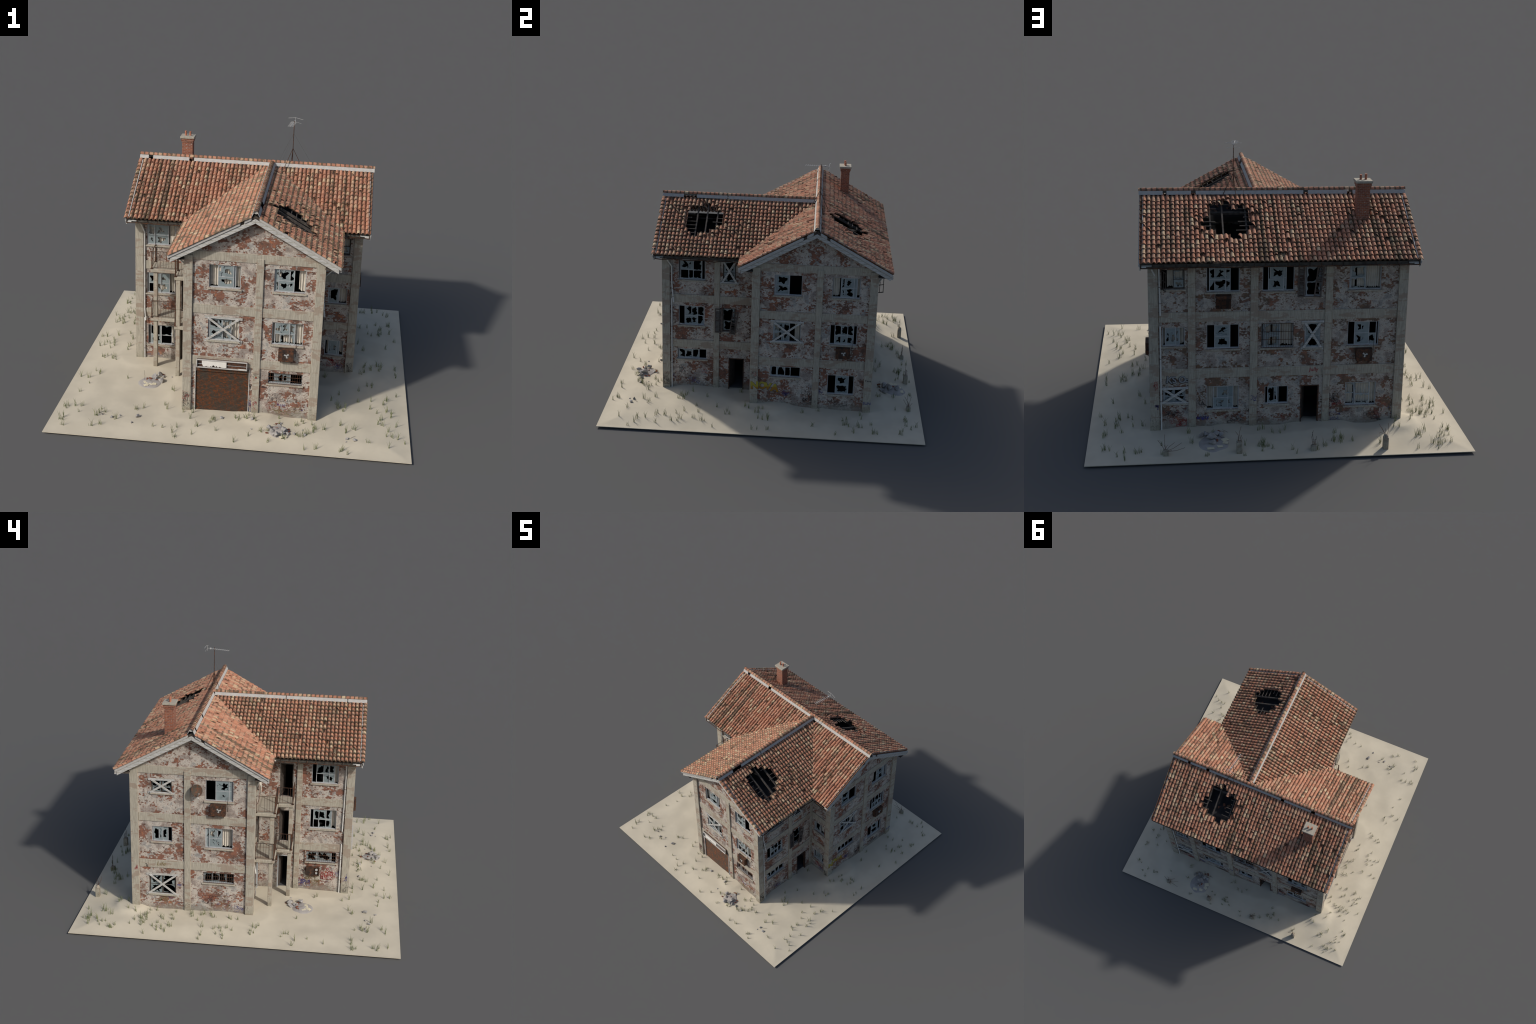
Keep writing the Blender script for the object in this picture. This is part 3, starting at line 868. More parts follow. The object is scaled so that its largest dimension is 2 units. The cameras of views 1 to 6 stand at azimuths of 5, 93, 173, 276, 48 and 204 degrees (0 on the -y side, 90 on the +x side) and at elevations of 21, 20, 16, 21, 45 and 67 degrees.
TILE_ME = {m: [tile_mesh("roof_tile", m), tile_mesh("roof_tile", m, 3), tile_mesh("roof_tile", m, 8)] for m in (M_TILE_MAIN, M_TILE_WING)}
named = 0
for sl in SLOPES:
    field, pans = MB(), MB()
    tr = random.Random(31 + sl.axis * 3 + sl.sign)
    na = int((sl.hi - sl.lo) / PITCH) + 1
    rows = int(EAVE / ROW) + 1
    for i in range(na):
        a = sl.lo + 0.0155 + PITCH * i if i else sl.lo + 0.0110
        if sl.axis == 1 and a > sl.hi - 0.018:
            a = sl.hi - 0.0110
        if a > sl.hi: continue
        verge = i == 0 or (sl.axis == 1 and i >= na - 1) or (sl.axis == 1 and a > sl.hi - 0.018)
        if sl.axis == 1 and i and a > sl.hi - 0.0115: continue
        for j in range(rows):
            d_low = EAVE - ROW * (rows - 1 - j) + 0.0005          # lower lip of this tile
            d_mid = d_low - ROW * 0.5
            if d_low < 0.05 or not sl.exists(a, max(0.0, d_mid)):
                continue
            hole = sl.gone(a, d_mid)
            first = 0.0075 if d_low < 0.05 + ROW else 0.0
            near = sl.hole and any(sl.gone(a + u, d_mid + v) for u in (-0.03, 0, 0.03) for v in (-0.035, 0, 0.035))
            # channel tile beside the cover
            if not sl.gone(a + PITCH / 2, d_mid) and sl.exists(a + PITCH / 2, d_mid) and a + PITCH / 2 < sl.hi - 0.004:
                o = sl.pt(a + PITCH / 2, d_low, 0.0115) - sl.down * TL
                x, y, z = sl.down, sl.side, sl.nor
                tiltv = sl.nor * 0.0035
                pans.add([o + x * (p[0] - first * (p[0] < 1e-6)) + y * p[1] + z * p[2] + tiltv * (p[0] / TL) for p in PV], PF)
            if hole:
                continue
            q = tr.random()
            slip = 0.0
            lost = 0.012 + (0.10 if near else 0)
            if q < lost and j < rows - 1 and not verge:
                continue
            if q < lost + (0.30 if near else 0.05) and not verge: slip = tr.uniform(0.004, 0.013)
            slip += tr.uniform(-0.0016, 0.0016)
            if j == rows - 1: slip = tr.uniform(-0.001, 0.0015)
            yaw = tr.gauss(0, 0.004 if verge else 0.022 if not near else 0.05)
            roll = tr.gauss(0, 0.03)
            lift = 0.0042 + tr.uniform(-0.0006, 0.0010) + (tr.uniform(0, .003) if near else 0)
            down = (sl.down + sl.nor * (lift / TL)).normalized()
            side = (sl.side * math.cos(yaw) + sl.down * math.sin(yaw)).normalized()
            down = (down - side * down.dot(side)).normalized()
            up = down.cross(side); up = up if up.dot(sl.nor) > 0 else -up
            side = (side * math.cos(roll) + up * math.sin(roll)); up = side.cross(down); up = up if up.dot(sl.nor) > 0 else -up
            if verge:
                side *= 1.30; up *= 1.12
            o = sl.pt(a, d_low + slip * CO, 0.0025) - sl.down * TL
            var = 0 if tr.random() > (0.3 if near else 0.04) or j == rows - 1 else tr.choice((1, 2))
            if (j == rows - 1 or near) and named < 296:
                me = TILE_ME[sl.mat][var]
                ob = put("roof_tile", me)
                R = Matrix((down, side, up)).transposed().to_4x4()
                ob.matrix_local = Matrix.Translation(o) @ R
                named += 1
            else:
                vsrc = [v.co for v in TILE_ME[sl.mat][var].vertices]
                field.add([o + down * (p[0] - first * (p[0] < 1e-6)) + side * p[1] + up * p[2] for p in vsrc], CF)
    field.obj("roof_tile_field", sl.mat, smooth=40, stuff=True)
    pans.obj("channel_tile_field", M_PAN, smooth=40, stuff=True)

# ridge tiles
rv, rf = barrel(0.0120, 0.0138, 0.034, 0.0018)
for axis, lo, hi in ((1, -VERGE, VERGE), (0, -VERGE, RY - 0.01)):
    mb = MB()
    a = lo
    rr = random.Random(5 + axis)
    while a < hi - 0.01:
        L = min(0.034, hi - a)
        h = ZR + 0.0155 + rr.uniform(-0.0005, 0.0006)
        for_v = []
        for x, y, z in rv:
            aa = a + (0.034 - x) * L / 0.034; z2 = h + z + 0.0014 * (x / 0.034)
            for_v.append((aa, RY + y, z2) if axis == 1 else (RX - y, aa, z2))
        mb.add(for_v, [f[::-1] for f in rf] if axis == 1 else [f[::-1] for f in rf])
        a += 0.0281
    o = mb.obj("ridge_tile_row", M_RIDGE[axis], smooth=40, stuff=True)
    bm = bmesh.new(); bm.from_mesh(o.data); bmesh.ops.recalc_face_normals(bm, faces=bm.faces[:]); bm.to_mesh(o.data); bm.free()

# flashing strips: beside the ridges (broken in places), and inside the verges
def strip(sl, a0, a1, d0, d1, h0, h1, name="flashing_strip"):
    mb = MB()
    vs = [sl.pt(a, d, h + s) for s in (0, -0.0016) for a, d, h in ((a0, d0, h0), (a1, d0, h0), (a1, d1, h1), (a0, d1, h1))]
    mb.add(vs, [(0, 1, 2, 3), (7, 6, 5, 4), (0, 4, 5, 1), (1, 5, 6, 2), (2, 6, 7, 3), (3, 7, 4, 0)])
    o = mb.obj(name, M_FLASH)
    bm = bmesh.new(); bm.from_mesh(o.data); bmesh.ops.recalc_face_normals(bm, faces=bm.faces[:]); bm.to_mesh(o.data); bm.free()


N_, S_, WW_, WE_ = SLOPES
for sl, parts in ((N_, [(.722, .595), (.575, .445), (.42, .165), (.163, -.16), (-.185, -.40), (-.43, -.722)]), (S_, [(-.722, -.668), (-.64, -.415), (-.385, RX - 0.012), (RX + 0.012, .722)]),
                  (WW_, [(-.722, -.60), (-.595, -.2), (-.195, .27)]), (WE_, [(-.722, -.585), (-.50, -.30), (-.295, .27)])):
    for a0, a1 in parts:
        Q = lambda a, off, z: (a, RY + sl.sign * off, z) if sl.axis == 1 else (RX + sl.sign * off, a, z)
        mb = MB()
        vs = [Q(a, o, z) for a in (a0, a1) for o, z in ((.0110, ZR + .0148), (.0135, ZR + .0148), (.0222, ZR - .0045), (.0198, ZR - .0045))]
        mb.add(vs, [(0, 1, 2, 3), (7, 6, 5, 4), (0, 4, 5, 1), (1, 5, 6, 2), (2, 6, 7, 3), (3, 7, 4, 0)])
        o = mb.obj("ridge_flashing", M_FLASH)
        bm = bmesh.new(); bm.from_mesh(o.data); bmesh.ops.recalc_face_normals(bm, faces=bm.faces[:]); bm.to_mesh(o.data); bm.free()
for sl, ends in ((N_, (-1, 1)), (S_, (-1, 1)), (WW_, (-1,)), (WE_, (-1,))):
    for s in ends:
        a = s * (VERGE - 0.0245)
        cuts = [(0.035, 0.20), (0.215, EAVE - 0.01)] if rnd.random() < 0.6 else [(0.035, EAVE - 0.01)]
        for d0, d1 in cuts:
            strip(sl, a - 0.0028, a + 0.0028, d0, d1, *((0.0112, 0.0112) if sl.axis == 1 else (.0092, .0092)), "verge_strip")

# bargeboards: a planked board with a white capping along it, on the three gables
def barge(axis, c, plane, sgn):
    for s in (-1, 1):
        def P(d, z, off):
            return (c + s * d, plane + sgn * off, z) if axis == 1 else (plane + sgn * off, c + s * d, z)
        def sheet(name, mat, dlo, dhi, t, b, o0, o1, bev=0.0012, seg=1):
            mb = MB()
            vs = [P(d, ZR - SL * d + h, o) for o in (o0, o1) for d, h in ((dlo, t), (dhi, t), (dhi, b), (dlo, b))]
            mb.add(vs, [(0, 1, 2, 3), (7, 6, 5, 4), (0, 4, 5, 1), (1, 5, 6, 2), (2, 6, 7, 3), (3, 7, 4, 0)])
            o = mb.obj(name, mat)
            bm = bmesh.new(); bm.from_mesh(o.data); bmesh.ops.recalc_face_normals(bm, faces=bm.faces[:]); bm.to_mesh(o.data); bm.free()
            bevelled(o, bev, seg)
        sheet("barge_board", M_BOARD, 0.0, EAVE - 0.012, -0.018, -0.043, -0.006, 0.0)
        g = [(0.020, 0.06), (0.078, EAVE + 0.002)] if rnd.random() < 0.4 else [(0.020, EAVE + 0.002)]
        for a, b in g:
            sheet("barge_capping", M_FLASH, a, b, 0.003, -0.017, -0.003, 0.0050, 0.0036, 3)
        sheet("barge_backing", M_WOOD, 0.0, EAVE - 0.002, -0.002, -0.024, -0.010, -0.0035)
        # soffit between wall and bargeboard
        sheet("soffit", M_BOARD, 0.0, EAVE - 0.008, -0.013, -0.019, -0.062, -0.0065)
    # round end of the ridge
    mb = MB()
    n = 14
    pts = [(0.0125 * math.cos(math.pi * 2 * k / n), 0.0125 * math.sin(math.pi * 2 * k / n) * (1 if k <= n / 2 else .35)) for k in range(n)]
    fr = [((c + u, plane + sgn * 0.002, ZR + 0.0145 + v) if axis == 1 else (plane + sgn * 0.002, c + u, ZR + 0.0145 + v)) for u, v in pts]
    bk = [((x, y - sgn * 0.006, z) if axis == 1 else (x - sgn * 0.006, y, z)) for x, y, z in fr]
    mb.add(fr + bk, [tuple(range(n)), tuple(range(2 * n - 1, n - 1, -1))] + [(k, n + k, n + (k + 1) % n, (k + 1) % n) for k in range(n)])
    o = mb.obj("ridge_end", M_FLASH)
    bm = bmesh.new(); bm.from_mesh(o.data); bmesh.ops.recalc_face_normals(bm, faces=bm.faces[:]); bm.to_mesh(o.data); bm.free()


barge(1, RX, -VERGE + 0.009, -1)
barge(0, RY, -VERGE + 0.009, -1)
barge(0, RY, VERGE - 0.009, 1)

# eaves: soffit, fascia, the remains of a gutter with its brackets
M_FASC = plain("darkened_fascia", (0.075, 0.068, 0.058), .9, 0, .3, 40)  # dark board colour, lowered because a lighter one rendered too bright along the eave


def eave(sl, a0, a1, bow=0.0):
    zE = ZR - SL * EAVE
    y = lambda d: sl.pt(0, d).y if sl.axis == 1 else sl.pt(0, d).x
    P = lambda a, d, z: (a, y(d), z) if sl.axis == 1 else (y(d), a, z)
    mb = MB(); mb.box(P(a0, EAVE - 0.016, zE - 0.018), P(a1, EAVE - 0.010, zE - 0.003)); mb.obj("eave_fascia", M_FASC)
    mb = MB(); mb.box(P(a0, EAVE - 0.085, zE - 0.022), P(a1, EAVE - 0.0165, zE - 0.018)); mb.obj("eave_soffit", M_TIMBER)
    pts = [Vector(P(a0 + (a1 - a0) * k / 24, EAVE + 0.001, zE - 0.020 - 0.003 * math.sin(k * 0.9) * bow - 0.006 * bow * max(0, noise.noise(Vector((k * 0.4, a0, 1)))))) for k in range(25)]
    mb = MB(); mb.tube(pts, 0.0028, 6); mb.obj("gutter_rail", M_GUTTER, smooth=50)
    mb = MB()
    n = int((a1 - a0) / 0.055)
    for k in range(n + 1):
        a = a0 + 0.004 + (a1 - a0 - 0.008) * k / n
        mb.beam(P(a, EAVE - 0.010, zE - 0.006), P(a, EAVE + 0.001, zE - 0.020), 0.002, 0.003)
    mb.obj("gutter_bracket_row", M_GUTTER, stuff=True)
    for a, s in ((a0, 1), (a1, -1)):
        mb = MB(); mb.box(P(a, EAVE - 0.008, zE - 0.020), P(a + s * 0.030, EAVE - 0.003, zE - 0.013)); mb.obj("gutter_remnant", M_PIPE)
        mb = MB(); mb.box(P(a - s * 0.002, EAVE - 0.010, zE - 0.028), P(a, EAVE + 0.002, zE - 0.006)); mb.obj("gutter_end", M_FLASH)


eave(N_, -VERGE + 0.012, VERGE - 0.012, 0.3)
eave(S_, -VERGE + 0.012, RX - EAVE + 0.02, 0.3)
eave(S_, RX + EAVE - 0.02, VERGE - 0.012, 0.3)
eave(WW_, -VERGE + 0.020, RY - EAVE + 0.02, 0.4)
eave(WE_, -VERGE + 0.020, RY - EAVE + 0.02, 1.0)

# timbers in and around the two holes
for sl, (a0, a1), rafters in ((N_, (.10, .43), (.352, .287, .164)), (WE_, (-.58, -.30), (-.478, -.416, -.350))):
    mb = MB()
    for a in rafters:
        mb.beam(sl.pt(a, 0.05, -0.012), sl.pt(a, EAVE - 0.02, -0.012), 0.0085, 0.014, up=sl.nor)
    if sl is N_:
        mb.beam(sl.pt(a0 - 0.05, 0.112, -0.03), sl.pt(a1 + 0.05, 0.112, -0.03), 0.014, 0.014, up=sl.nor)
    mb.obj("rafter_set", M_TIMBER)
    mb = MB()
    br = random.Random(9)
    for j in range(int(EAVE / ROW)):
        d = EAVE - ROW * j - 0.010
        ins = [a0 + (a1 - a0) * k / 120 for k in range(121) if sl.gone(a0 + (a1 - a0) * k / 120, d)]
        if not ins:
            continue
        lo, hi = min(ins), max(ins)
        span = hi - lo
        mb.beam(sl.pt(lo - 0.03, d, -0.002), sl.pt(lo + span * br.uniform(0.10, 0.33), d, -0.002), 0.0045, 0.004, up=sl.nor)
        if br.random() < 0.85:
            mb.beam(sl.pt(hi + 0.03, d, -0.002), sl.pt(hi - span * br.uniform(0.10, 0.33), d, -0.002), 0.0045, 0.004, up=sl.nor)
    mb.obj("roof_batten_set", M_TIMBER)
# fallen tiles on the attic floor
for k in range(14):
    me = TILE_ME[M_TILE_MAIN][rnd.choice((0, 1, 2))]
    x, y = (rnd.uniform(.15, .38), rnd.uniform(.38, .6)) if k % 2 else (rnd.uniform(.18, .4), rnd.uniform(-.53, -.35))
    put("fallen_tile", me, loc=(x, y, 0.9655), rot=(0, 0, rnd.uniform(0, 6)), scale=(0.6, 1, 0.8))

# ------------------------------------------------------------------ chimney
chim = MB(); chim.box((-.488, .437, 1.08), (-.420, .496, 1.303))
chim = bevelled(chim.obj("chimney", M_BRICK), 0.001)
mb = MB(); mb.box((-.491, .434, 1.300), (-.417, .499, 1.310)); mb.box((-.494, .431, 1.3095), (-.414, .502, 1.325))
bevelled(mb.obj("chimney_corbel", M_BRICK, chim), 0.001)
mb = MB(); mb.box((-.499, .426, 1.3255), (-.409, .507, 1.339))
bevelled(mb.obj("chimney_cap", M_CONC, chim), 0.0015)
for x, y, r, h in ((-.4685, .463, .0066, .030), (-.4405, .466, .0062, .027)):
    mb = MB(); mb.tube([(x, y, 1.3385), (x, y, 1.3385 + h)], r, 12); mb.obj("chimney_pot", M_POT, chim, smooth=50)

# ------------------------------------------------------------------ aerial
mb = MB()
A = Vector((.219, .297, 0))
mb.tube([A + Vector((0, 0, 1.240)), A + Vector((0, 0, 1.512))], 0.0021, 8)
for dx, dy in ((-.050, -.052), (.055, .020), (-.012, .060)):
    z = ZR + 0.010 - SL * abs(A.y + dy - RY)
    mb.tube([A + Vector((0, 0, 1.341)), Vector((A.x + dx, A.y + dy, z))], 0.0017, 6)
mast = mb.obj("aerial_mast", M_RUST, smooth=50)
mb = MB()
b0, b1 = Vector((.203, .197, 1.4985)), Vector((.2235, .345, 1.5035))
mb.beam(b0, b1, 0.0023, 0.0023)
bd = (b1 - b0).normalized(); bs = bd.cross(Vector((0, 0, 1))).normalized()
for k in range(9):
    p = b0 + bd * (0.004 + 0.0135 * k)
    mb.beam(p - bs * 0.019, p + bs * 0.017, 0.0010, 0.0010)
for up, bk, hl, th in ((.015, .006, .046, .0015), (-.010, .005, .036, .0008)):
    p = b1 + Vector((0, 0, up)) + bd * bk
    mb.beam(p - bs * hl - Vector((0, 0, .006)), p, th, th); mb.beam(p, p + bs * hl - Vector((0, 0, .009)), th, th)
mb.beam(b1 + Vector((0, 0, -.018)), b1 + Vector((0, 0, .018)), 0.0018, 0.0018)
mb.box((.216, .318, 1.498), (.225, .328, 1.507))
mb.obj("aerial_antenna", M_FAN, mast)
mb = MB()
for dx, dy in ((-.09, -.10), (.13, .03), (-.10, .05)):
    z = ZR + 0.008 - SL * abs(A.y + dy - RY)
    mb.tube([A + Vector((0, 0, 1.435)), Vector((A.x + dx, A.y + dy, z))], 0.00035, 4)
mb.obj("aerial_guy_wire", M_WOOD, mast)

# ------------------------------------------------------------------ balconies in the south-west corner
AX0, AY0, BX0, BY0 = -.560, -.204, -.400, -.302
for zt in (0.371, 0.687):
    mb = MB()
    mb.box((AX0, AY0, zt - 0.022), (-.2735, SOUTH.plane, zt)); mb.box((BX0, BY0, zt - 0.022), (-.2735, AY0 - 0.0004, zt))
    bal = bevelled(mb.obj("balcony", M_CONC), 0.003)
    h = 0.110
    path = [(AX0 + .006, SOUTH.plane - .006), (AX0 + .006, AY0 + .006), (BX0 - .001, AY0 + .006), (BX0 + .006, BY0 + .006), (-.288, BY0 + .006)]
    rr = random.Random(int(zt * 100))
    for k, ((xa, ya), (xb, yb)) in enumerate(zip(path, path[1:])):
        mb = MB()
        if k == 2:
            xa = xb = BX0 + .004
        mb.tube([(xa, ya, zt + h), (xb, yb, zt + h)], 0.0018, 6); mb.tube([(xa, ya, zt + .010), (xb, yb, zt + .010)], 0.0013, 6)
        L = math.hypot(xb - xa, yb - ya); n = max(3, int(L / 0.0155))
        for i in range(n + 1):
            t = i / n
            if rr.random() < 0.12 and 0 < i < n: continue
            x, y = xa + (xb - xa) * t, ya + (yb - ya) * t
            lean = rr.uniform(-.002, .002)
            mb.tube([(x, y, zt + .01), (x + lean, y + lean, zt + h)], 0.0026 if i in (0, n) else 0.0009, 6)
        mb.tube([(xa, ya, zt - .002), (xa, ya, zt + h)], 0.0032, 6)
        mb.box((xa - .007, ya - .007, zt), (xa + .007, ya + .007, zt + .003))
        mb.obj("balcony_railing", M_RUST, bal, smooth=50)
for x, y, rot in ((-.533, -.180, 0), (-.378, -.285, 0)):
    for z0, z1 in ((0.0, 0.349), (0.371, 0.665)):
        mb = MB(); mb.box((x - .0125, y - .0125, z0), (x + .0125, y + .0125, z1))
        bevelled(mb.obj("balcony_pillar", M_CONC), 0.0015)
# door frames and leaves behind the balconies and elsewhere
for F, a, b, c, d in DOORS[:-1]:
    mb = MB()
    M = M_RUST if F in (WEAST, NORTH) else (M_ALU if c < 0.1 else M_TIMBER)
    F.box(mb, a - .002, a + .004, -.018, .0015, c, d); F.box(mb, b - .004, b + .002, -.018, .0015, c, d); F.box(mb, a - .002, b + .002, -.018, .0012, d - .004, d + .002)
    dr = mb.obj("door_frame", M)
    mb = MB()
    hinge = F.at(a, b, 0.04); e1 = F.at(a, b, 0.30)
    F.beam(mb, (hinge, -.02, (c + d) / 2), (e1, -.085, (c + d) / 2), d - c - .01, .004)
    # stand the leaf upright: beam() lays width along the facade, so build it as an oriented box
    mb = MB()
    p, q = Vector(F.p(hinge, -.022, 0)), Vector(F.p(e1, -.09, 0))
    mb.obox(((p.x + q.x) / 2, (p.y + q.y) / 2, (c + d) / 2), (q - p) / 2, (q - p).cross(Vector((0, 0, 1))).normalized() * .002, (0, 0, (d - c) / 2 - .004))
    mb.obj("door_leaf", M_WOOD, dr)

# ------------------------------------------------------------------ garage shutter and the sign box above it
mb = MB()
z = 0.0
while z < 0.278:
    q = [(-.008, z), (-.0035, z + .0028), (-.0035, z + .0052), (-.008, z + .0078)]
    vs = [FRONT.p(u, d, zz) for u in (-.211, .087) for d, zz in q]
    mb.add(vs, [(0, 4, 5, 1), (1, 5, 6, 2), (2, 6, 7, 3)])
    z += .0078
FRONT.box(mb, -.211, .087, -.020, -.0085, 0.0, .30)
gar = mb.obj("garage_shutter", M_DOOR)
mb = MB(); FRONT.box(mb, -.2115, .0875, -.012, .004, .281, .310); bevelled(mb.obj("shutter_housing", M_DOOR, gar), .002)
mb = MB(); FRONT.box(mb, -.216, -.2115, -.006, .003, 0.0, .31); FRONT.box(mb, .0875, .092, -.006, .003, 0.0, .31); mb.obj("shutter_rail", M_FLASH, gar)
mb = MB(); FRONT.box(mb, -.2045, .0785, .003, .013, .3125, .3605)
sign = mb.obj("sign_box", M_RUST)
mb = MB(); bars(mb, FRONT, -.2055, .0795, .0135, .023, .3115, .3615, .0048); bevelled(mb.obj("sign_frame", M_FLASH, sign), .0008)
mb = MB(); FRONT.box(mb, -.2005, .0745, .0150, .0165, .3325, .3345); mb.obj("sign_tube", M_ALU, sign)
mb = MB()
sr = random.Random(4)
n = 22
tp = [(-.175 + .138 * k / n, .3565) for k in range(n + 1)]
bt = [(u, .318 + (0.014 * sr.random() if k % 3 else 0.002) + (0.018 if k == 0 else 0)) for k, (u, _) in enumerate(tp)]
vs = [FRONT.p(u, d, z) for d in (.0200, .0190) for row in (tp, bt) for u, z in row]
N1 = n + 1
fs = []
for k in range(n):
    fs += [(N1 + k, N1 + k + 1, k + 1, k), (2 * N1 + k, 2 * N1 + k + 1, 3 * N1 + k + 1, 3 * N1 + k), (N1 + k + 1, N1 + k, 3 * N1 + k, 3 * N1 + k + 1)]
mb.add(vs, fs)
FRONT.box(mb, .030, .072, .0192, .0200, .3165, .3205)
mb.obj("sign_panel", M_WHITE, sign)

# ------------------------------------------------------------------ air conditioners, meter box, dish
def ac(F, u0, u1, z0, z1, dep=.034, fan=0.55, wire=True):
    mb = MB()
    uc = F.at(u0, u1, fan); zc = (z0 + z1) / 2 + .001; R = .0165
    F.box(mb, u0, u1, .003, dep - .003, z0, z1)
    # front plate with a round mouth
    n = 28
    outer, inner = [], []
    for k in range(n):
        a = 2 * math.pi * (k + .5) / n
        dx, dz = math.cos(a), math.sin(a)
        t = min(((u1 - uc) if dx > 0 else (u0 - uc)) / dx, ((z1 - zc) if dz > 0 else (z0 - zc)) / dz)
        outer.append((uc + dx * t, zc + dz * t)); inner.append((uc + dx * R, zc + dz * R))
    for c in ((u0, z0), (u1, z0), (u1, z1), (u0, z1)):
        k = min(range(n), key=lambda i: (outer[i][0] - c[0]) ** 2 + (outer[i][1] - c[1]) ** 2); outer[k] = c
    vs = [F.p(u, d, z) for d in (dep, dep - .0025) for ring in (outer, inner) for u, z in ring]
    fs = []
    for k in range(n):
        l = (k + 1) % n
        fs += [(k, l, n + l, n + k), (n + k, n + l, 3 * n + l, 3 * n + k), (l, k, 2 * n + k, 2 * n + l)]
    if fan is not None: mb.add(vs, fs)
    for u in (u0 + (u1 - u0) * .15, u0 + (u1 - u0) * .85):
        F.box(mb, u - .0016, u + .0016, .0, dep - .002, z0 - .004, z0 - .0005)
        mb.beam(F.p(u, .002, z0 - .024), F.p(u, dep * .8, z0 - .003), .0024, .0024)
        F.box(mb, u - .0016, u + .0016, .0, .003, z0 - .026, z0)
    o = mb.obj("air_conditioner", M_RUST)
    mb = MB(); F.box(mb, uc - R * .98, uc + R * .98, dep - .0029, dep - .0027, zc - R * .98, zc + R * .98); mb.obj("fan_mouth", M_WOOD, o)
    mb = MB()
    for k in range(3):
        a = 2 * math.pi * k / 3 + .6
        tip = (uc + math.cos(a) * R * .86, zc + math.sin(a) * R * .86)
        sx, sz = -math.sin(a) * .0048, math.cos(a) * .0048
        q = [(uc + sx * .5, zc + sz * .5), (uc - sx * .5, zc - sz * .5), (tip[0] - sx * .7, tip[1] - sz * .7), (tip[0] + sx * 1.3, tip[1] + sz * 1.3)]
        vs = [F.p(u, dep - .0012 + s, z) for s in (0, -.001) for u, z in q]
        mb.add(vs, [(0, 1, 2, 3), (7, 6, 5, 4), (0, 4, 5, 1), (1, 5, 6, 2), (2, 6, 7, 3), (3, 7, 4, 0)])
    c0 = Vector(F.p(uc, dep - .0025, zc)); c1 = Vector(F.p(uc, dep + .0008, zc))
    mb.tube([c0, c1], .0042, 10)
    mb.obj("fan_blade_set", M_FAN, o)
    if wire:
        mb = MB(); u = F.at(u0, u1, 1.12)
        mb.tube([F.p(u, .003, z1 + .045), F.p(u + .001, .012, z1 + .02), F.p(u - .001, .008, z1 - .01), F.p(u, .003, z0 + .02)], .0012, 5); mb.obj("loose_cable", M_WOOD, o)
    return o


ac(FRONT, .2475, .3315, .395, .464)
ac(WEST, .089, .180, .709, .779)
ac(EAST, .441, .529, .404, .471)
ac(NORTH, -.496, -.411, .407, .475)
mb = MB()
NORTH.box(mb, .254, .331, .0, .026, .712, .779); NORTH.box(mb, .252, .333, .0, .031, .770, .783)
for k in range(14):
    u = .2575 + .0054 * k
    NORTH.box(mb, u, u + .0018, .026, .0295, .716, .766)
for z in (.7135, .766): NORTH.box(mb, .2545, .3305, .026, .0298, z, z + .003)
mb.obj("window_air_conditioner", M_RUST)
mb = MB()
WWEST.box(mb, -.440, -.392, .0, .018, .146, .207); WWEST.box(mb, -.478, -.441, .0, .006, .146, .207)
bars(mb, WWEST, -.478, -.4405, .006, .018, .146, .207, .0035)
mb.tube([WWEST.p(-.405, .008, .207), WWEST.p(-.405, .008, .236)], .0022, 6); mb.tube([WWEST.p(-.455, .008, .207), WWEST.p(-.455, .008, .236)], .0022, 6)
mb.tube([WWEST.p(-.379, .006, .225), WWEST.p(-.379, .006, .318), WWEST.p(-.374, .010, .322)], .002, 6)
mtr = mb.obj("meter_box", M_RUST)
mb = MB(); mb.tube([WWEST.p(-.460, .006, .187), WWEST.p(-.460, .013, .187)], .0088, 14); WWEST.box(mb, -.4665, -.4535, .006, .011, .155, .168); mb.obj("meter_dial", M_FAN, mtr)
# dish
M_DISH = mat_rust('dish_iron', (.05, .05, .042), (.075, .055, .04), (.15, .06, .03), 60)
mb = MB()
axis_ = Vector((-.80, -.42, .42)).normalized()
ctr = Vector((WEST.plane - .036, .262, .868))
sx = axis_.cross(Vector((0, 0, 1))).normalized(); sy = sx.cross(axis_)
rings, n = 6, 26
vs = []
for s in (0, -.0014):
    for i in range(rings + 1):
        r = .036 * i / rings
        for k in range(n):
            a = 2 * math.pi * k / n
            vs.append(ctr + sx * r * math.cos(a) + sy * r * math.sin(a) * 1.05 + axis_ * (r * r * 7 - .009 + s))
fs = []
K = (rings + 1) * n
for i in range(rings):
    for k in range(n):
        a, b, c, d = i * n + k, i * n + (k + 1) % n, (i + 1) * n + (k + 1) % n, (i + 1) * n + k
        fs += [(a, d, c, b), (K + a, K + b, K + c, K + d)]
for k in range(n):
    a, b = rings * n + k, rings * n + (k + 1) % n
    fs.append((a, K + a, K + b, b))
mb.add(vs, fs)
back = ctr - axis_ * .010
mb.tube([back, Vector((WEST.plane - .012, .272, .850)), Vector((WEST.plane + .003, .272, .850))], .0028, 7)
dish = mb.obj("satellite_dish", M_DISH, smooth=50)
mb = MB()
tipv = ctr + axis_ * .034 - sy * .020
mb.tube([ctr - sy * .036, tipv], .0012, 6); mb.tube([tipv - axis_ * .004, tipv + axis_ * .004 - sy * .002], .003, 8)
mb.tube([ctr - sy * .040 + axis_ * .004, ctr - sy * .050 + axis_ * .004], .0028, 8)
mb.obj("dish_receiver", M_FAN, dish)

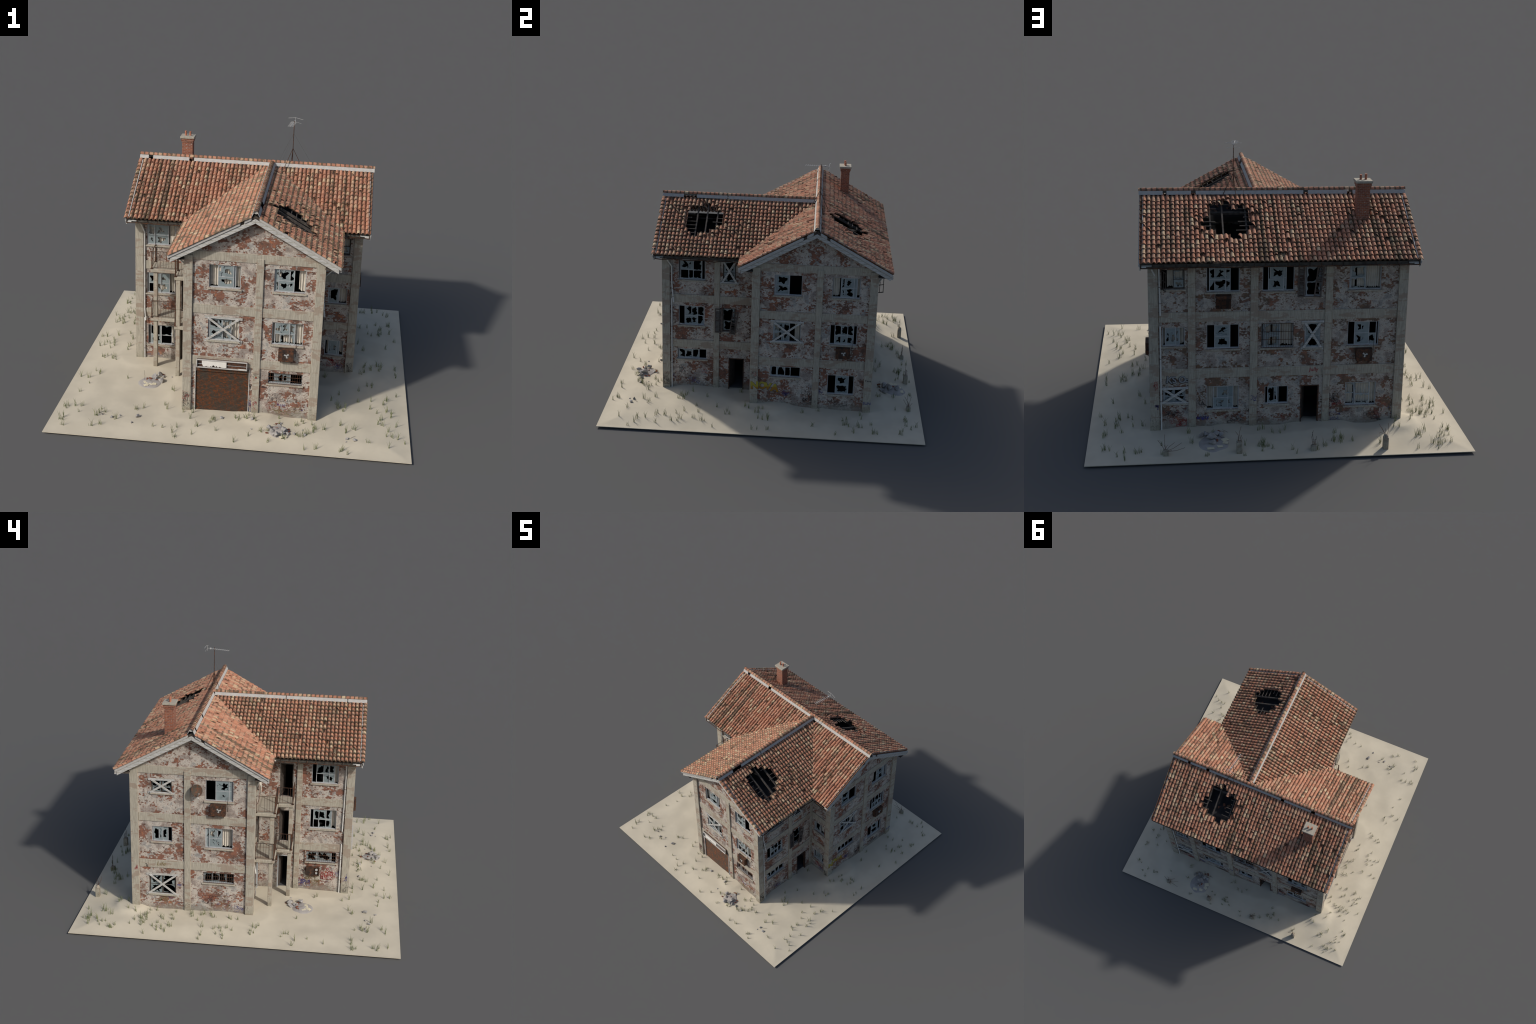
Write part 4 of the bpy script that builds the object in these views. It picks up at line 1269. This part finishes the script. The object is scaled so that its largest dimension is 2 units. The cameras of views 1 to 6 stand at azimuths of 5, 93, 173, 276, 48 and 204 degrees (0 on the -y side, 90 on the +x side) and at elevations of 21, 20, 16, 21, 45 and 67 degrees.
# ------------------------------------------------------------------ shutters, opened casement
def shutter(F, u0, u1, z0, z1, tilt=0.0, yaw=0.0, d=.004, missing=0.25, seed=1):
    """louvred leaf; built flat then turned about its hinge"""
    r = random.Random(seed)
    w, h = u1 - u0, z1 - z0
    loc = MB()
    for a, b in ((0, .007), (w - .007, w)):
        loc.box((a, -.002, 0), (b, .002, h))
    for a in (0, h / 2 - .003, h - .007):
        loc.box((.007, -.0018, a), (w - .007, .0018, a + .007))
    k = .010
    while k < h - .012:
        if r.random() > missing:
            loc.obox((w / 2, 0, k), (w / 2 - .007, 0, 0), (0, .0024, .0018), (0, -.0006, .0008))
        k += .0072
    o = loc.obj("shutter", M_WOODL)
    ux = Vector(F.p(1, 0, 0)) - Vector(F.p(0, 0, 0))
    nn = Vector(F.p(0, 1, 0)) - Vector(F.p(0, 0, 0))
    R = Matrix((ux, nn, Vector((0, 0, 1)))).transposed()
    if R.determinant() < 0:
        o.data.flip_normals()
    o.matrix_local = Matrix.Translation(F.p(u0, d, z0)) @ R.to_4x4() @ Matrix.Rotation(tilt, 4, 'Y') @ Matrix.Rotation(yaw, 4, 'Z')
    return o


M_WOODL = plain("shutter_wood", (0.105, 0.085, 0.075), 0.85, 0.0, 0.25, 60)
shutter(NORTH, -.130, -.094, .762, .931, seed=2, missing=.05)
shutter(NORTH, -.214, -.176, .760, .925, tilt=-.10, d=.012, seed=3, missing=.45)
shutter(WEAST, -.335, -.290, .440, .606, d=.0125, seed=4, missing=.05)
shutter(WEAST, -.243, -.203, .436, .592, tilt=.13, d=.013, seed=5, missing=.4)
for F, u, z0, z1, dd in ((NORTH, .609, .816, .920, .05), (WEST, .0, 0, 0, 0)):
    if z1:
        mb = MB()
        for za, zb in ((z0, z0 + .005), ((z0 + z1) / 2 - .002, (z0 + z1) / 2 + .002), (z1 - .005, z1)):
            mb.beam(F.p(u - .002, 0, (za + zb) / 2), F.p(u - .022, dd, (za + zb) / 2), .003, zb - za)
        for t in (0.05, 0.5, .95):
            mb.beam(F.p(u - .002 - .02 * t, dd * t, z0), F.p(u - .002 - .02 * t, dd * t, z1), .004, .003)
        mb.obj("open_casement", M_WOOD)

# ------------------------------------------------------------------ downpipes with their broken runs
def pipe(runs):
    mb = MB()
    for pts in runs:
        mb.tube(pts, 0.0048, 10)
        for p, q in zip(pts, pts[1:]):
            p, q = Vector(p), Vector(q)
            L = (q - p).length
            if L > .12:
                for t in (0.3, 0.7):
                    c = p.lerp(q, t); dv = (q - p).normalized() * .0012
                    mb.tube([c - dv, c + dv], 0.0055, 10, 1)
    return mb.obj("downpipe", [M_PIPE, M_RUST], smooth=50)


D = .0068
pipe([[SOUTH.p(-.640, .062, .950), SOUTH.p(-.636, D + .02, .925), SOUTH.p(-.620, D, .872), SOUTH.p(-.6205, D, .375), SOUTH.p(-.612, D + .012, .300)], [SOUTH.p(-.6215, D, .315), SOUTH.p(-.620, D, .015)]])
pipe([[NORTH.p(.620, .060, .950), NORTH.p(.619, D, .895), NORTH.p(.616, D, .676)], [NORTH.p(.6175, D, .618), NORTH.p(.6180, D, .015)]])
pipe([[WEAST.p(-.634, .066, .948), WEAST.p(-.630, .050, .932), WEAST.p(-.612, D, .880), WEAST.p(-.612, D, .770), WEAST.p(-.599, D + .012, .640)], [WEAST.p(-.613, D, .662), WEAST.p(-.613, D, .015)]])
pipe([[WWEST.p(-.616, .066, .948), WWEST.p(-.616, .056, .938), WWEST.p(-.616, D, .890), WWEST.p(-.612, D, .472)], [WWEST.p(-.612, D, .383), WWEST.p(-.612, D, .015)]])
pipe([[EAST.p(.640, -.010, .950), NORTH.p(.655, .03, .93), NORTH.p(.640, D, .89)]])

# curtain blown out over the sill of the upper south window
mb = MB()
n, m = 26, 12
vs = []
for j in range(m + 1):
    for i in range(n + 1):
        u = -.462 + .060 * i / n; t = j / m
        d = .004 + .016 * math.sin(min(1, t * 2) * math.pi / 2) + .003 * math.sin(i * 1.15 + t)
        vs.append(SOUTH.p(u + .004 * t, d, .858 - .085 * t * (1 + .25 * noise.noise(Vector((u * 70, 1, 2))))))
q = [(j * (n + 1) + i, j * (n + 1) + i + 1, (j + 1) * (n + 1) + i + 1, (j + 1) * (n + 1) + i) for j in range(m) for i in range(n)]
mb.add(vs + [(x, y + .0006, z) for x, y, z in vs], q + [tuple(a + len(vs) for a in f[::-1]) for f in q])
mb.obj("hanging_cloth", M_CURTAIN, smooth=80)

mb = MB()
for x, z0, z1, d in ((-.338, .452, .585, .012), (-.322, .478, .570, .016), (-.352, .50, .58, .010)):
    mb.beam(SOUTH.p(x, d, z0), SOUTH.p(x + .006, d + .004, z1), .006, .0012, up=(0, -1, 0))
mb.obj("hanging_strip", M_PIPE)

# ------------------------------------------------------------------ graffiti
def paint(name, col, var=.15):
    m = plain(name, col, .8, 0, var, 90); return m


G_BLACK, G_BLUE, G_RED, G_CHROME, G_GREY = paint("black_spray", (.035, .032, .035)), paint("blue_spray", (.055, .055, .21)), paint("red_spray", (.33, .028, .035)), paint("chrome_spray", (.27, .275, .28)), paint("olive_spray", (.20, .16, .075))
G_SOFT = paint('faded_spray', (.12, .105, .10), .4)
my = Mat("yellow_spray", .8)
gx, gy, gz = my.sep(my.pos())
my.color(my.mix(my.step(my.math('ADD', gz, my.math('MULTIPLY', my.noise(my.pos(), 90, 2), .012)), .170, .184), (.33, .16, .02), (.38, .32, .05)))
G_Y0 = None
G_YEL = my.mat


def lettering(F, text, u_left, z, size, d, mat, shear=0.0, off=0.0, sx=1.0, rot=0.0):
    cu = bpy.data.curves.new("graffiti_lettering", 'FONT')
    cu.body, cu.size, cu.shear, cu.offset, cu.extrude, cu.resolution_u = text, size, shear, off, 0.0004, 3
    o = bpy.data.objects.new("tmp", cu)
    bpy.context.scene.collection.objects.link(o)
    me = bpy.data.meshes.new_from_object(o.evaluated_get(bpy.context.evaluated_depsgraph_get()))
    bpy.data.objects.remove(o); bpy.data.curves.remove(cu)
    me.name = "graffiti_lettering"
    me.materials.clear(); me.materials.append(mat)
    ob = put("graffiti_lettering", me)
    r = F.right
    ux = (Vector(F.p(1, 0, 0)) - Vector(F.p(0, 0, 0))) * r
    nn = Vector(F.p(0, 1, 0)) - Vector(F.p(0, 0, 0))
    R = Matrix((ux * sx, Vector((0, 0, 1)), nn)).transposed()
    ob.matrix_local = Matrix.Translation(F.p(u_left, d, z)) @ R.to_4x4() @ Matrix.Rotation(rot, 4, 'Z')
    return ob


def scrawl(F, u, z, w, h, d, mat, n=6, thick=.0011, seed=0, curl=1.0):
    r = random.Random(seed * 77 + 5)
    mb = MB()
    for s in range(n):
        x, y = r.uniform(-.8, .8), r.uniform(-.8, .8)
        a = r.uniform(0, 6.3); pts = []
        turn = r.uniform(-1.1, 1.1) * curl
        for k in range(r.randint(6, 16)):
            pts.append(F.p(u + x * w / 2, d, z + y * h / 2))
            turn += r.uniform(-.6, .6) * curl
            a += turn * .7
            x = max(-1, min(1, x + .22 * math.cos(a))); y = max(-1, min(1, y + .30 * math.sin(a)))
        # flat ribbon strokes
        t = thick / 2
        for p, q in zip(pts, pts[1:]):
            if (Vector(p) - Vector(q)).length > 1e-4:
                mb.beam(p, q, thick, .0005, up=Vector(F.p(0, 1, 0)) - Vector(F.p(0, 0, 0)))
    return mb.obj("graffiti_scrawl", mat)


W0, CF_, MF_ = .0006, INSET + .0006, .0101
for k, (ch, u, zz, sz, d, rot) in enumerate((("N", -.083, .158, .066, CF_, .05), ("O", -.037, .156, .064, W0, -.03), ("V", .006, .153, .062, W0 + .0002, -.08), ("A", .044, .142, .070, W0, -.10))):
    lettering(EAST, ch, u + .0015, zz - .0015, sz, d - .0003, G_SOFT, off=.0052, rot=rot)
    lettering(EAST, ch, u, zz, sz, d, G_YEL, off=.0036, rot=rot)
for ch, u, zz, sz, rot in (("K", .592, .300, .056, -.12), ("S", .557, .298, .052, .12), ("O", .526, .299, .054, .0), ("o", .490, .301, .040, .1)):
    lettering(NORTH, ch, u + .001, zz - .001, sz, .0048, G_BLACK, off=.0034, rot=rot, sx=.9)
    lettering(NORTH, ch, u, zz, sz, .0053, G_CHROME, off=.0014, rot=rot, sx=.9)
lettering(FRONT, "Mi Vida Loca", .196, .122, .040, W0, G_SOFT, shear=.5, sx=.80, rot=.05, off=-.0010)
lettering(FRONT, "haze", .250, .098, .027, W0, G_BLUE, shear=.3, off=-.0004)
lettering(FRONT, "Best", .160, .205, .018, W0, G_BLACK, shear=.2)
lettering(NORTH, "Jully", -.165, .345, .030, .0052, G_RED, shear=.1)
lettering(NORTH, "angsy", .432, .085, .030, W0, G_BLUE, off=.0008)
lettering(NORTH, "Nn", .418, .093, .032, W0, G_CHROME, off=.0006)
lettering(EAST, "SUN", .628, .085, .026, CF_, G_BLUE)
lettering(EAST, "Tens", .632, .245, .020, CF_, G_BLACK)
lettering(WEST, "Life", .520, .338, .040, .0052, G_GREY, shear=.3)
lettering(WEST, "esy", .392, .205, .022, W0, G_BLUE, shear=.3)
lettering(WEAST, "Love", -.430, .150, .024, W0, G_CHROME, shear=.2)
lettering(WEAST, "Future", -.425, .128, .024, W0, G_CHROME, shear=.2)
K = 0
for F, u, z, w, h, d, m, n, th in (
        (FRONT, .30, .075, .18, .06, W0, G_GREY, 10, .0013), (FRONT, .25, .15, .10, .05, W0, G_BLACK, 5, .0008), (FRONT, -.262, .10, .035, .09, CF_, G_BLACK, 12, .0009), (FRONT, -.265, .115, .03, .03, CF_, G_RED, 3, .0018),
        (FRONT, .10, .075, .03, .08, W0, G_BLUE, 6, .0012), (FRONT, .129, .095, .03, .05, MF_, G_RED, 4, .0013), (FRONT, .10, .20, .02, .04, W0, G_BLACK, 4, .001),
        (WWEST, -.535, .160, .095, .085, W0, G_RED, 22, .0013), (WWEST, -.37, .085, .10, .05, W0, G_BLUE, 16, .0012), (WWEST, -.45, .10, .12, .07, W0, G_GREY, 14, .0012), (WWEST, -.37, .17, .05, .06, W0, G_BLACK, 10, .0009),
        (WWEST, -.60, .17, .03, .05, W0, G_BLUE, 6, .0015), (WWEST, -.65, .15, .03, .06, CF_, G_BLUE, 5, .0012), (WWEST, -.65, .08, .04, .07, CF_, G_BLACK, 6, .0008),
        (WEST, .50, .11, .10, .04, W0, G_GREY, 12, .0012), (WEST, .17, .12, .12, .06, W0, G_BLACK, 16, .0009), (WEST, .00, .07, .06, .04, W0, G_BLUE, 10, .0012), (WEST, .65, .325, .025, .04, CF_, G_RED, 6, .0016), (WEST, .58, .335, .03, .02, .0052, G_BLACK, 5, .0012),
        (EAST, .28, .13, .08, .07, W0, G_BLACK, 10, .0008), (EAST, .14, .13, .05, .04, W0, G_BLUE, 10, .0012), (EAST, .30, .08, .10, .05, W0, G_BLACK, 18, .0010), (EAST, .47, .075, .12, .04, W0, G_BLACK, 12, .0009), (EAST, -.06, .25, .05, .05, CF_, G_BLACK, 8, .0008), (EAST, -.06, .26, .03, .03, CF_, G_RED, 4, .0015), (EAST, .36, .15, .03, .03, W0, G_BLUE, 6, .0014),
        (WEAST, -.545, .165, .04, .05, W0, G_BLACK, 10, .0009), (WEAST, -.545, .155, .02, .015, W0, G_RED, 3, .0018), (WEAST, -.47, .08, .08, .05, W0, G_BLUE, 8, .0009), (WEAST, -.65, .10, .04, .09, CF_, G_BLACK, 14, .0007), (WEAST, -.40, .16, .05, .04, W0, G_RED, 5, .0012),
        (NORTH, .55, .12, .09, .04, W0, G_BLACK, 10, .0012), (NORTH, .53, .07, .09, .05, W0, G_RED, 12, .0010), (NORTH, .40, .17, .05, .05, W0, G_BLACK, 8, .0013), (NORTH, .22, .08, .10, .05, W0, G_BLACK, 12, .0009), (NORTH, .13, .20, .03, .03, MF_, G_BLUE, 5, .002),
        (NORTH, .645, .165, .025, .025, CF_, G_BLUE, 8, .002), (NORTH, .645, .28, .02, .06, CF_, G_RED, 4, .0015), (NORTH, -.31, .17, .06, .08, W0, G_BLACK, 12, .0012), (NORTH, -.32, .155, .05, .03, W0, G_RED, 7, .0012), (NORTH, -.31, .08, .07, .05, W0, G_BLUE, 8, .0010), (NORTH, -.52, .07, .10, .05, W0, G_BLACK, 14, .0010), (NORTH, -.56, .10, .06, .08, W0, G_RED, 6, .0008), (NORTH, -.26, .25, .02, .03, MF_, G_BLACK, 3, .0008),
        (SOUTH, .56, .10, .09, .05, W0, G_RED, 12, .0013), (SOUTH, .59, .07, .05, .05, W0, G_BLUE, 8, .0011), (SOUTH, .65, .08, .035, .06, CF_, G_BLACK, 12, .0008)):
    K += 1
    scrawl(F, u, z, w, h, d, m, n, th, K)
# the painted eye on the front pier
mb = MB()
for s in (1, -1):
    pts = [(.110 + .038 * k / 14, .274 + s * .0105 * math.sin(math.pi * k / 14)) for k in range(15)]
    for (a, b), (c, d) in zip(pts, pts[1:]):
        mb.beam(FRONT.p(a, MF_, b), FRONT.p(c, MF_, d), .0014, .0005, up=(0, -1, 0))
for q in range(2):
    pts = [(.113 + .032 * k / 10, .287 + .004 * q + .004 * math.sin(math.pi * k / 10)) for k in range(11)]
    for (a, b), (c, d) in zip(pts, pts[1:]):
        mb.beam(FRONT.p(a, MF_, b), FRONT.p(c, MF_, d), .0008, .0005, up=(0, -1, 0))
eye = mb.obj("painted_eye", G_BLACK)
mb = MB(); mb.tube([FRONT.p(.129, MF_ - .0004, .2725), FRONT.p(.129, MF_ + .0004, .2725)], .0062, 14); mb.obj("eye_iris", G_GREY, eye)
mb = MB(); mb.tube([FRONT.p(.129, MF_ + .0004, .2695), FRONT.p(.129, MF_ + .0007, .2695)], .0042, 12); mb.obj("eye_pupil", G_RED, eye)

# ------------------------------------------------------------------ rubble, rocks, posts
def rock_mesh(seed, flat=0.6, n=11):
    r = random.Random(seed)
    bm = bmesh.new()
    for k in range(n):
        v = Vector((r.gauss(0, 1), r.gauss(0, 1), r.gauss(0, 1))).normalized()
        bm.verts.new((v.x * r.uniform(.8, 1.1), v.y * r.uniform(.65, 1), v.z * flat))
    res = bmesh.ops.convex_hull(bm, input=bm.verts[:])
    bmesh.ops.delete(bm, geom=[g for g in res["geom_interior"] if isinstance(g, bmesh.types.BMVert)], context='VERTS')
    bmesh.ops.bevel(bm, geom=bm.edges[:], offset=.05, segments=1, affect='EDGES', clamp_overlap=True)
    me = bpy.data.meshes.new("rock"); bm.to_mesh(me); bm.free()
    me.materials.append(M_ROCK)
    return me


ROCKS = [rock_mesh(s, f) for s, f in ((1, .8), (2, .7), (3, .9), (4, .65), (5, .8), (6, .75))]
M_BRK = plain("broken_brick", (0.20, 0.075, 0.048), .9, 0, .25, 90)
brk = MB(); brk.box((-1, -.5, -.35), (1, .5, .35))
BRICK_O = bevelled(brk.obj("brick_fragment", M_BRK), .12)
BRICK_ME = BRICK_O.data
bpy.data.objects.remove(BRICK_O)


def rock(x, y, s, k=None, dz=0.0, name="rock"):
    me = ROCKS[rnd.randrange(6) if k is None else k]
    return put(name, me, loc=(x, y, sand_z(x, y) + s * .32 + dz), rot=(rnd.uniform(-.25, .25), rnd.uniform(-.25, .25), rnd.uniform(0, 6.3)), scale=(s, s * rnd.uniform(.8, 1.1), s * rnd.uniform(.8, 1.15)))


for x, y, s in ((-.513, -.79, .021), (-.717, -.789, .008), (-.661, -.812, .014), (-.621, -.786, .013), (-.535, -.853, .011), (-.049, -.743, .013), (.122, -.742, .016), (.126, -.831, .008), (.652, -.825, .018), (.696, -.842, .013),
                (.648, -.86, .007), (.368, -.832, .016), (.421, -.833, .013), (.41, -.784, .009), (-.41, -.31, .007)):
    rock(x, y, s)


def heap(cx, cy, rx, ry, mound, stones, bricks, slabs=(), seed=1):
    r = random.Random(seed)
    mb = MB()
    n, m = 40, 8
    lump = lambda x, y: .0045 * noise.noise(Vector((x * 55, y * 55, seed))) * (mound > 0)
    vs = [(cx, cy, sand_z(cx, cy) + mound)]
    for j in range(1, m + 1):
        for k in range(n):
            a = 2 * math.pi * k / n
            t = j / m
            e = 1 + .16 * noise.noise(Vector((math.cos(a) * 1.5, math.sin(a) * 1.5, seed)))
            x, y = cx + rx * t * e * math.cos(a), cy + ry * t * e * math.sin(a)
            vs.append((x, y, sand_z(x, y) + mound * (1 - t) ** 1.2 + lump(x, y) * (1 - t) + .0018 - (.006 if j == m else 0)))
    fs = [(0, 1 + k, 1 + (k + 1) % n) for k in range(n)]
    fs += [(1 + j * n + k, 1 + (j + 1) * n + k, 1 + (j + 1) * n + (k + 1) % n, 1 + j * n + (k + 1) % n) for j in range(m - 1) for k in range(n)]
    mb.add(vs, fs)
    h = mb.obj("rubble_heap", M_DUST, smooth=50)
    for x, y, s in stones:
        t = min(1, math.hypot((x - cx) / rx, (y - cy) / ry))
        rock(x, y, s * 1.2, dz=mound * (1 - t) * .9 + s * .22, name="rubble_stone")
    for x, y, s in bricks:
        t = min(1, math.hypot((x - cx) / rx, (y - cy) / ry))
        put("brick_fragment", BRICK_ME, loc=(x, y, sand_z(x, y) + mound * (1 - t) + s * .3), rot=(r.uniform(-.3, .3), r.uniform(-.3, .3), r.uniform(0, 6)), scale=(s * .8, s * .8, s * .8))
    for x, y, w, l, a in slabs:
        mb = MB()
        mb.obox((x, y, sand_z(x, y) + mound * .25 + .0035), (w * math.cos(a), w * math.sin(a), .0), (-l * math.sin(a), l * math.cos(a), 0.0), (0, 0, .0016))
        bevelled(mb.obj("plaster_slab", M_SLAB), .0008)


heap(-.525, -.392, .074, .072, .010, [(-.516, -.318, .020), (-.478, -.305, .021), (-.497, -.335, .012), (-.487, -.352, .012), (-.462, -.375, .018), (-.502, -.355, .010), (-.455, -.318, .012)], [(-.549, -.362, .010), (-.531, -.355, .013), (-.49, -.362, .009), (-.478, -.285, .012), (-.461, -.289, .010), (-.468, -.358, .010)],
     [(-.545, -.395, .018, .013, .4), (-.533, -.415, .024, .012, 1.2), (-.517, -.405, .020, .013, -.5), (-.503, -.413, .020, .010, .2), (-.543, -.432, .012, .010, .8)], 1)
heap(.283, -.823, .064, .062, .011, [(.218, -.806, .019), (.262, -.808, .013), (.275, -.874, .022), (.252, -.860, .013), (.312, -.822, .023), (.280, -.770, .014), (.300, -.850, .016), (.240, -.835, .014), (.285, -.745, .010), (.328, -.845, .012)], [(.216, -.851, .010), (.276, -.752, .009), (.262, -.752, .010), (.331, -.794, .010), (.336, -.815, .010), (.266, -.802, .009)], [(.300, -.875, .014, .010, .6), (.318, -.868, .012, .010, -.4)], 2)
heap(.350, .848, .086, .080, .010, [(.402, .790, .026), (.372, .765, .023), (.335, .775, .022), (.313, .785, .018), (.360, .815, .026), (.395, .765, .016), (.36, .868, .019), (.33, .82, .020), (.30, .80, .012), (.345, .80, .012)], [(.318, .748, .014), (.340, .752, .010), (.332, .842, .012), (.345, .86, .008)], [(.292, .830, .018, .014, .5), (.290, .858, .014, .012, -.3), (.32, .885, .014, .012, .2), (.368, .898, .018, .010, .1)], 3)


def twig(mb, p, q, r=.0009, bend=.01):
    p, q = Vector(p), Vector(q)
    m1 = p.lerp(q, .5) + Vector((rnd.uniform(-bend, bend), rnd.uniform(-bend, bend), rnd.uniform(-bend, bend)))
    mb.tube([p, p.lerp(m1, .5) + (m1 - p) * .02, m1, q], r, 5)


def post(x, y, w, h, rods, round_top=False, stirrup=False):
    z0 = sand_z(x, y) - .01
    mb = MB()
    if round_top:
        mb.box((x - w / 2, y - w / 2, 0), (x + w / 2, y + w / 2, z0 + h - .018))
        ring = []
        mb.tube([(x, y, z0 + h - .019), (x, y, z0 + h - .008), (x, y, z0 + h - .003), (x, y, z0 + h)], [w * .52, w * .46, w * .33, w * .15], 10)
    else:
        mb.box((x - w / 2, y - w / 2, 0), (x + w / 2, y + w / 2, z0 + h)); mb.box((x - w / 3, y - w / 3, z0 + h - .001), (x + w / 3, y + w / 4, z0 + h + .004))
    o = bevelled(mb.obj("concrete_post", M_CONC), .0015)
    mb = MB()
    for dx, dy, tx, ty, tz in rods:
        twig(mb, (x + dx, y + dy, z0 + h - .003), (x + dx + tx, y + dy + ty, z0 + h + tz))
    if stirrup:
        for k in range(4):
            z = z0 + h + .008 + .008 * k
            mb.tube([(x - .008, y, z), (x + .008, y, z)], .0006, 4)
    mb.obj("rebar", M_RUST, o)


post(.597, .925, .028, .034, [(-.008, 0, .0, 0, .03), (.008, 0, .0, 0, .03), (0, .0, .004, -.01, .085), (.005, 0, .035, -.01, .055), (-.006, 0, -.075, -.02, .03), (-.006, .004, -.09, .02, .025), (.0, .006, -.03, .02, .012), (0, 0, -.045, -.03, .028)])
post(.224, .930, .029, .068, [(.008, 0, .0, 0, .045), (-.008, 0, .0, 0, .085), (.008, 0, .012, -.006, .055), (-.006, .004, -.002, 0, .04)], stirrup=True)
post(-.160, .930, .027, .034, [(.005, 0, .0, 0, .085), (.003, 0, .006, 0, .075), (-.008, 0, -.004, 0, .052), (-.006, .003, -.006, .004, .04)], stirrup=True)
post(-.536, .936, .027, .092, [(.004, 0, .0, 0, .03), (-.006, 0, -.002, 0, .06), (.004, 0, .030, -.02, .045), (.004, 0, .035, .01, .008), (.004, 0, .02, -.01, .035)], round_top=True)
mb = MB()
for p, q in (((-.568, -.372, .02), (-.566, -.37, .10)), ((-.73, -.78, .02), (-.70, -.80, .035)), ((.19, -.765, .022), (.245, -.775, .03)), ((.24, -.755, .03), (.262, -.768, .045)), ((.43, .76, .03), (.40, .80, .05)), ((.27, .74, .04), (.30, .76, .055)), ((.25, .77, .035), (.30, .75, .06)), ((.66, -.83, .02), (.70, -.80, .03)), ((-.70, -.84, .015), (-.64, -.80, .03))):
    twig(mb, p, q, .0007, .006)
mb.obj("twig_litter", M_RUST, stuff=True)

# ------------------------------------------------------------------ grass
def tuft(seed):
    r = random.Random(seed)
    mb = MB()
    for b in range(r.randint(5, 9)):
        bx, by = r.gauss(0, .0045), r.gauss(0, .0045)
        a = r.uniform(0, 6.3); H = r.uniform(.016, .042); lean = r.uniform(.05, .55); w = r.uniform(.0007, .0012)
        rings = []
        for t in (0, .4, .75):
            out = lean * H * t ** 1.8
            c = Vector((bx + math.cos(a) * out, by + math.sin(a) * out, H * t * (1 - .12 * lean * t) - .004 * (t == 0)))
            ww = w * (1 - .65 * t)
            rings.append([c + Vector((math.cos(a + f), math.sin(a + f), 0)) * ww for f in (0, 2.09, 4.19)])
        tip = Vector((bx + math.cos(a) * lean * H, by + math.sin(a) * lean * H, H * (1 - .12 * lean)))
        vs = [v for ring in rings for v in ring] + [tip]
        fs = [(3 * i + k, 3 * i + (k + 1) % 3, 3 * i + 3 + (k + 1) % 3, 3 * i + 3 + k) for i in range(2) for k in range(3)] + [(6 + k, 6 + (k + 1) % 3, 9) for k in range(3)]
        mb.add(vs, fs)
    me = bpy.data.meshes.new("grass_tuft"); me.from_pydata(mb.v, [], mb.f); me.materials.append(M_GRASS)
    return me


TUFTS = [tuft(s) for s in range(10)]


def inhouse(x, y, m=.015):
    return (MAIN_X[0] - m < x < MAIN_X[1] + m and MAIN_Y[0] - m < y < MAIN_Y[1] + m) or (WING_X[0] - m < x < WING_X[1] + m and WING_Y - m < y < 0)


gr = random.Random(12)
zones = [(-.97, -.69, -.15, .97, 82), (-.97, -.3, -.95, -.2, 34), (-.3, .5, -.96, -.69, 44), (.5, .97, -.96, -.1, 44), (.70, .97, -.1, .97, 34), (-.66, .66, .70, .96, 48)]
pts = []
for x0, x1, y0, y1, n in zones:
    tries = 0
    while n and tries < 4000:
        tries += 1
        x, y = gr.uniform(x0, x1), gr.uniform(y0, y1)
        if gr.random() < .45 and pts:             # companions next to an earlier tuft
            px, py = gr.choice(pts[-12:])
            x, y = px + gr.gauss(0, .022), py + gr.gauss(0, .022)
        if inhouse(x, y) or max(abs(x), abs(y)) > .97 or any((x - a) ** 2 + (y - b) ** 2 < .00016 for a, b in pts): continue
        if (x + .52) ** 2 + (y + .38) ** 2 < .009 or (-.6 < x < -.28 and -.32 < y < -.08): continue
        pts.append((x, y)); n -= 1
for x, y in pts:
    s = gr.uniform(.8, 1.3)
    put("grass_tuft", gr.choice(TUFTS), loc=(x, y, sand_z(x, y)), rot=(0, 0, gr.uniform(0, 6.3)), scale=(s, s, s * gr.uniform(.85, 1.2)))
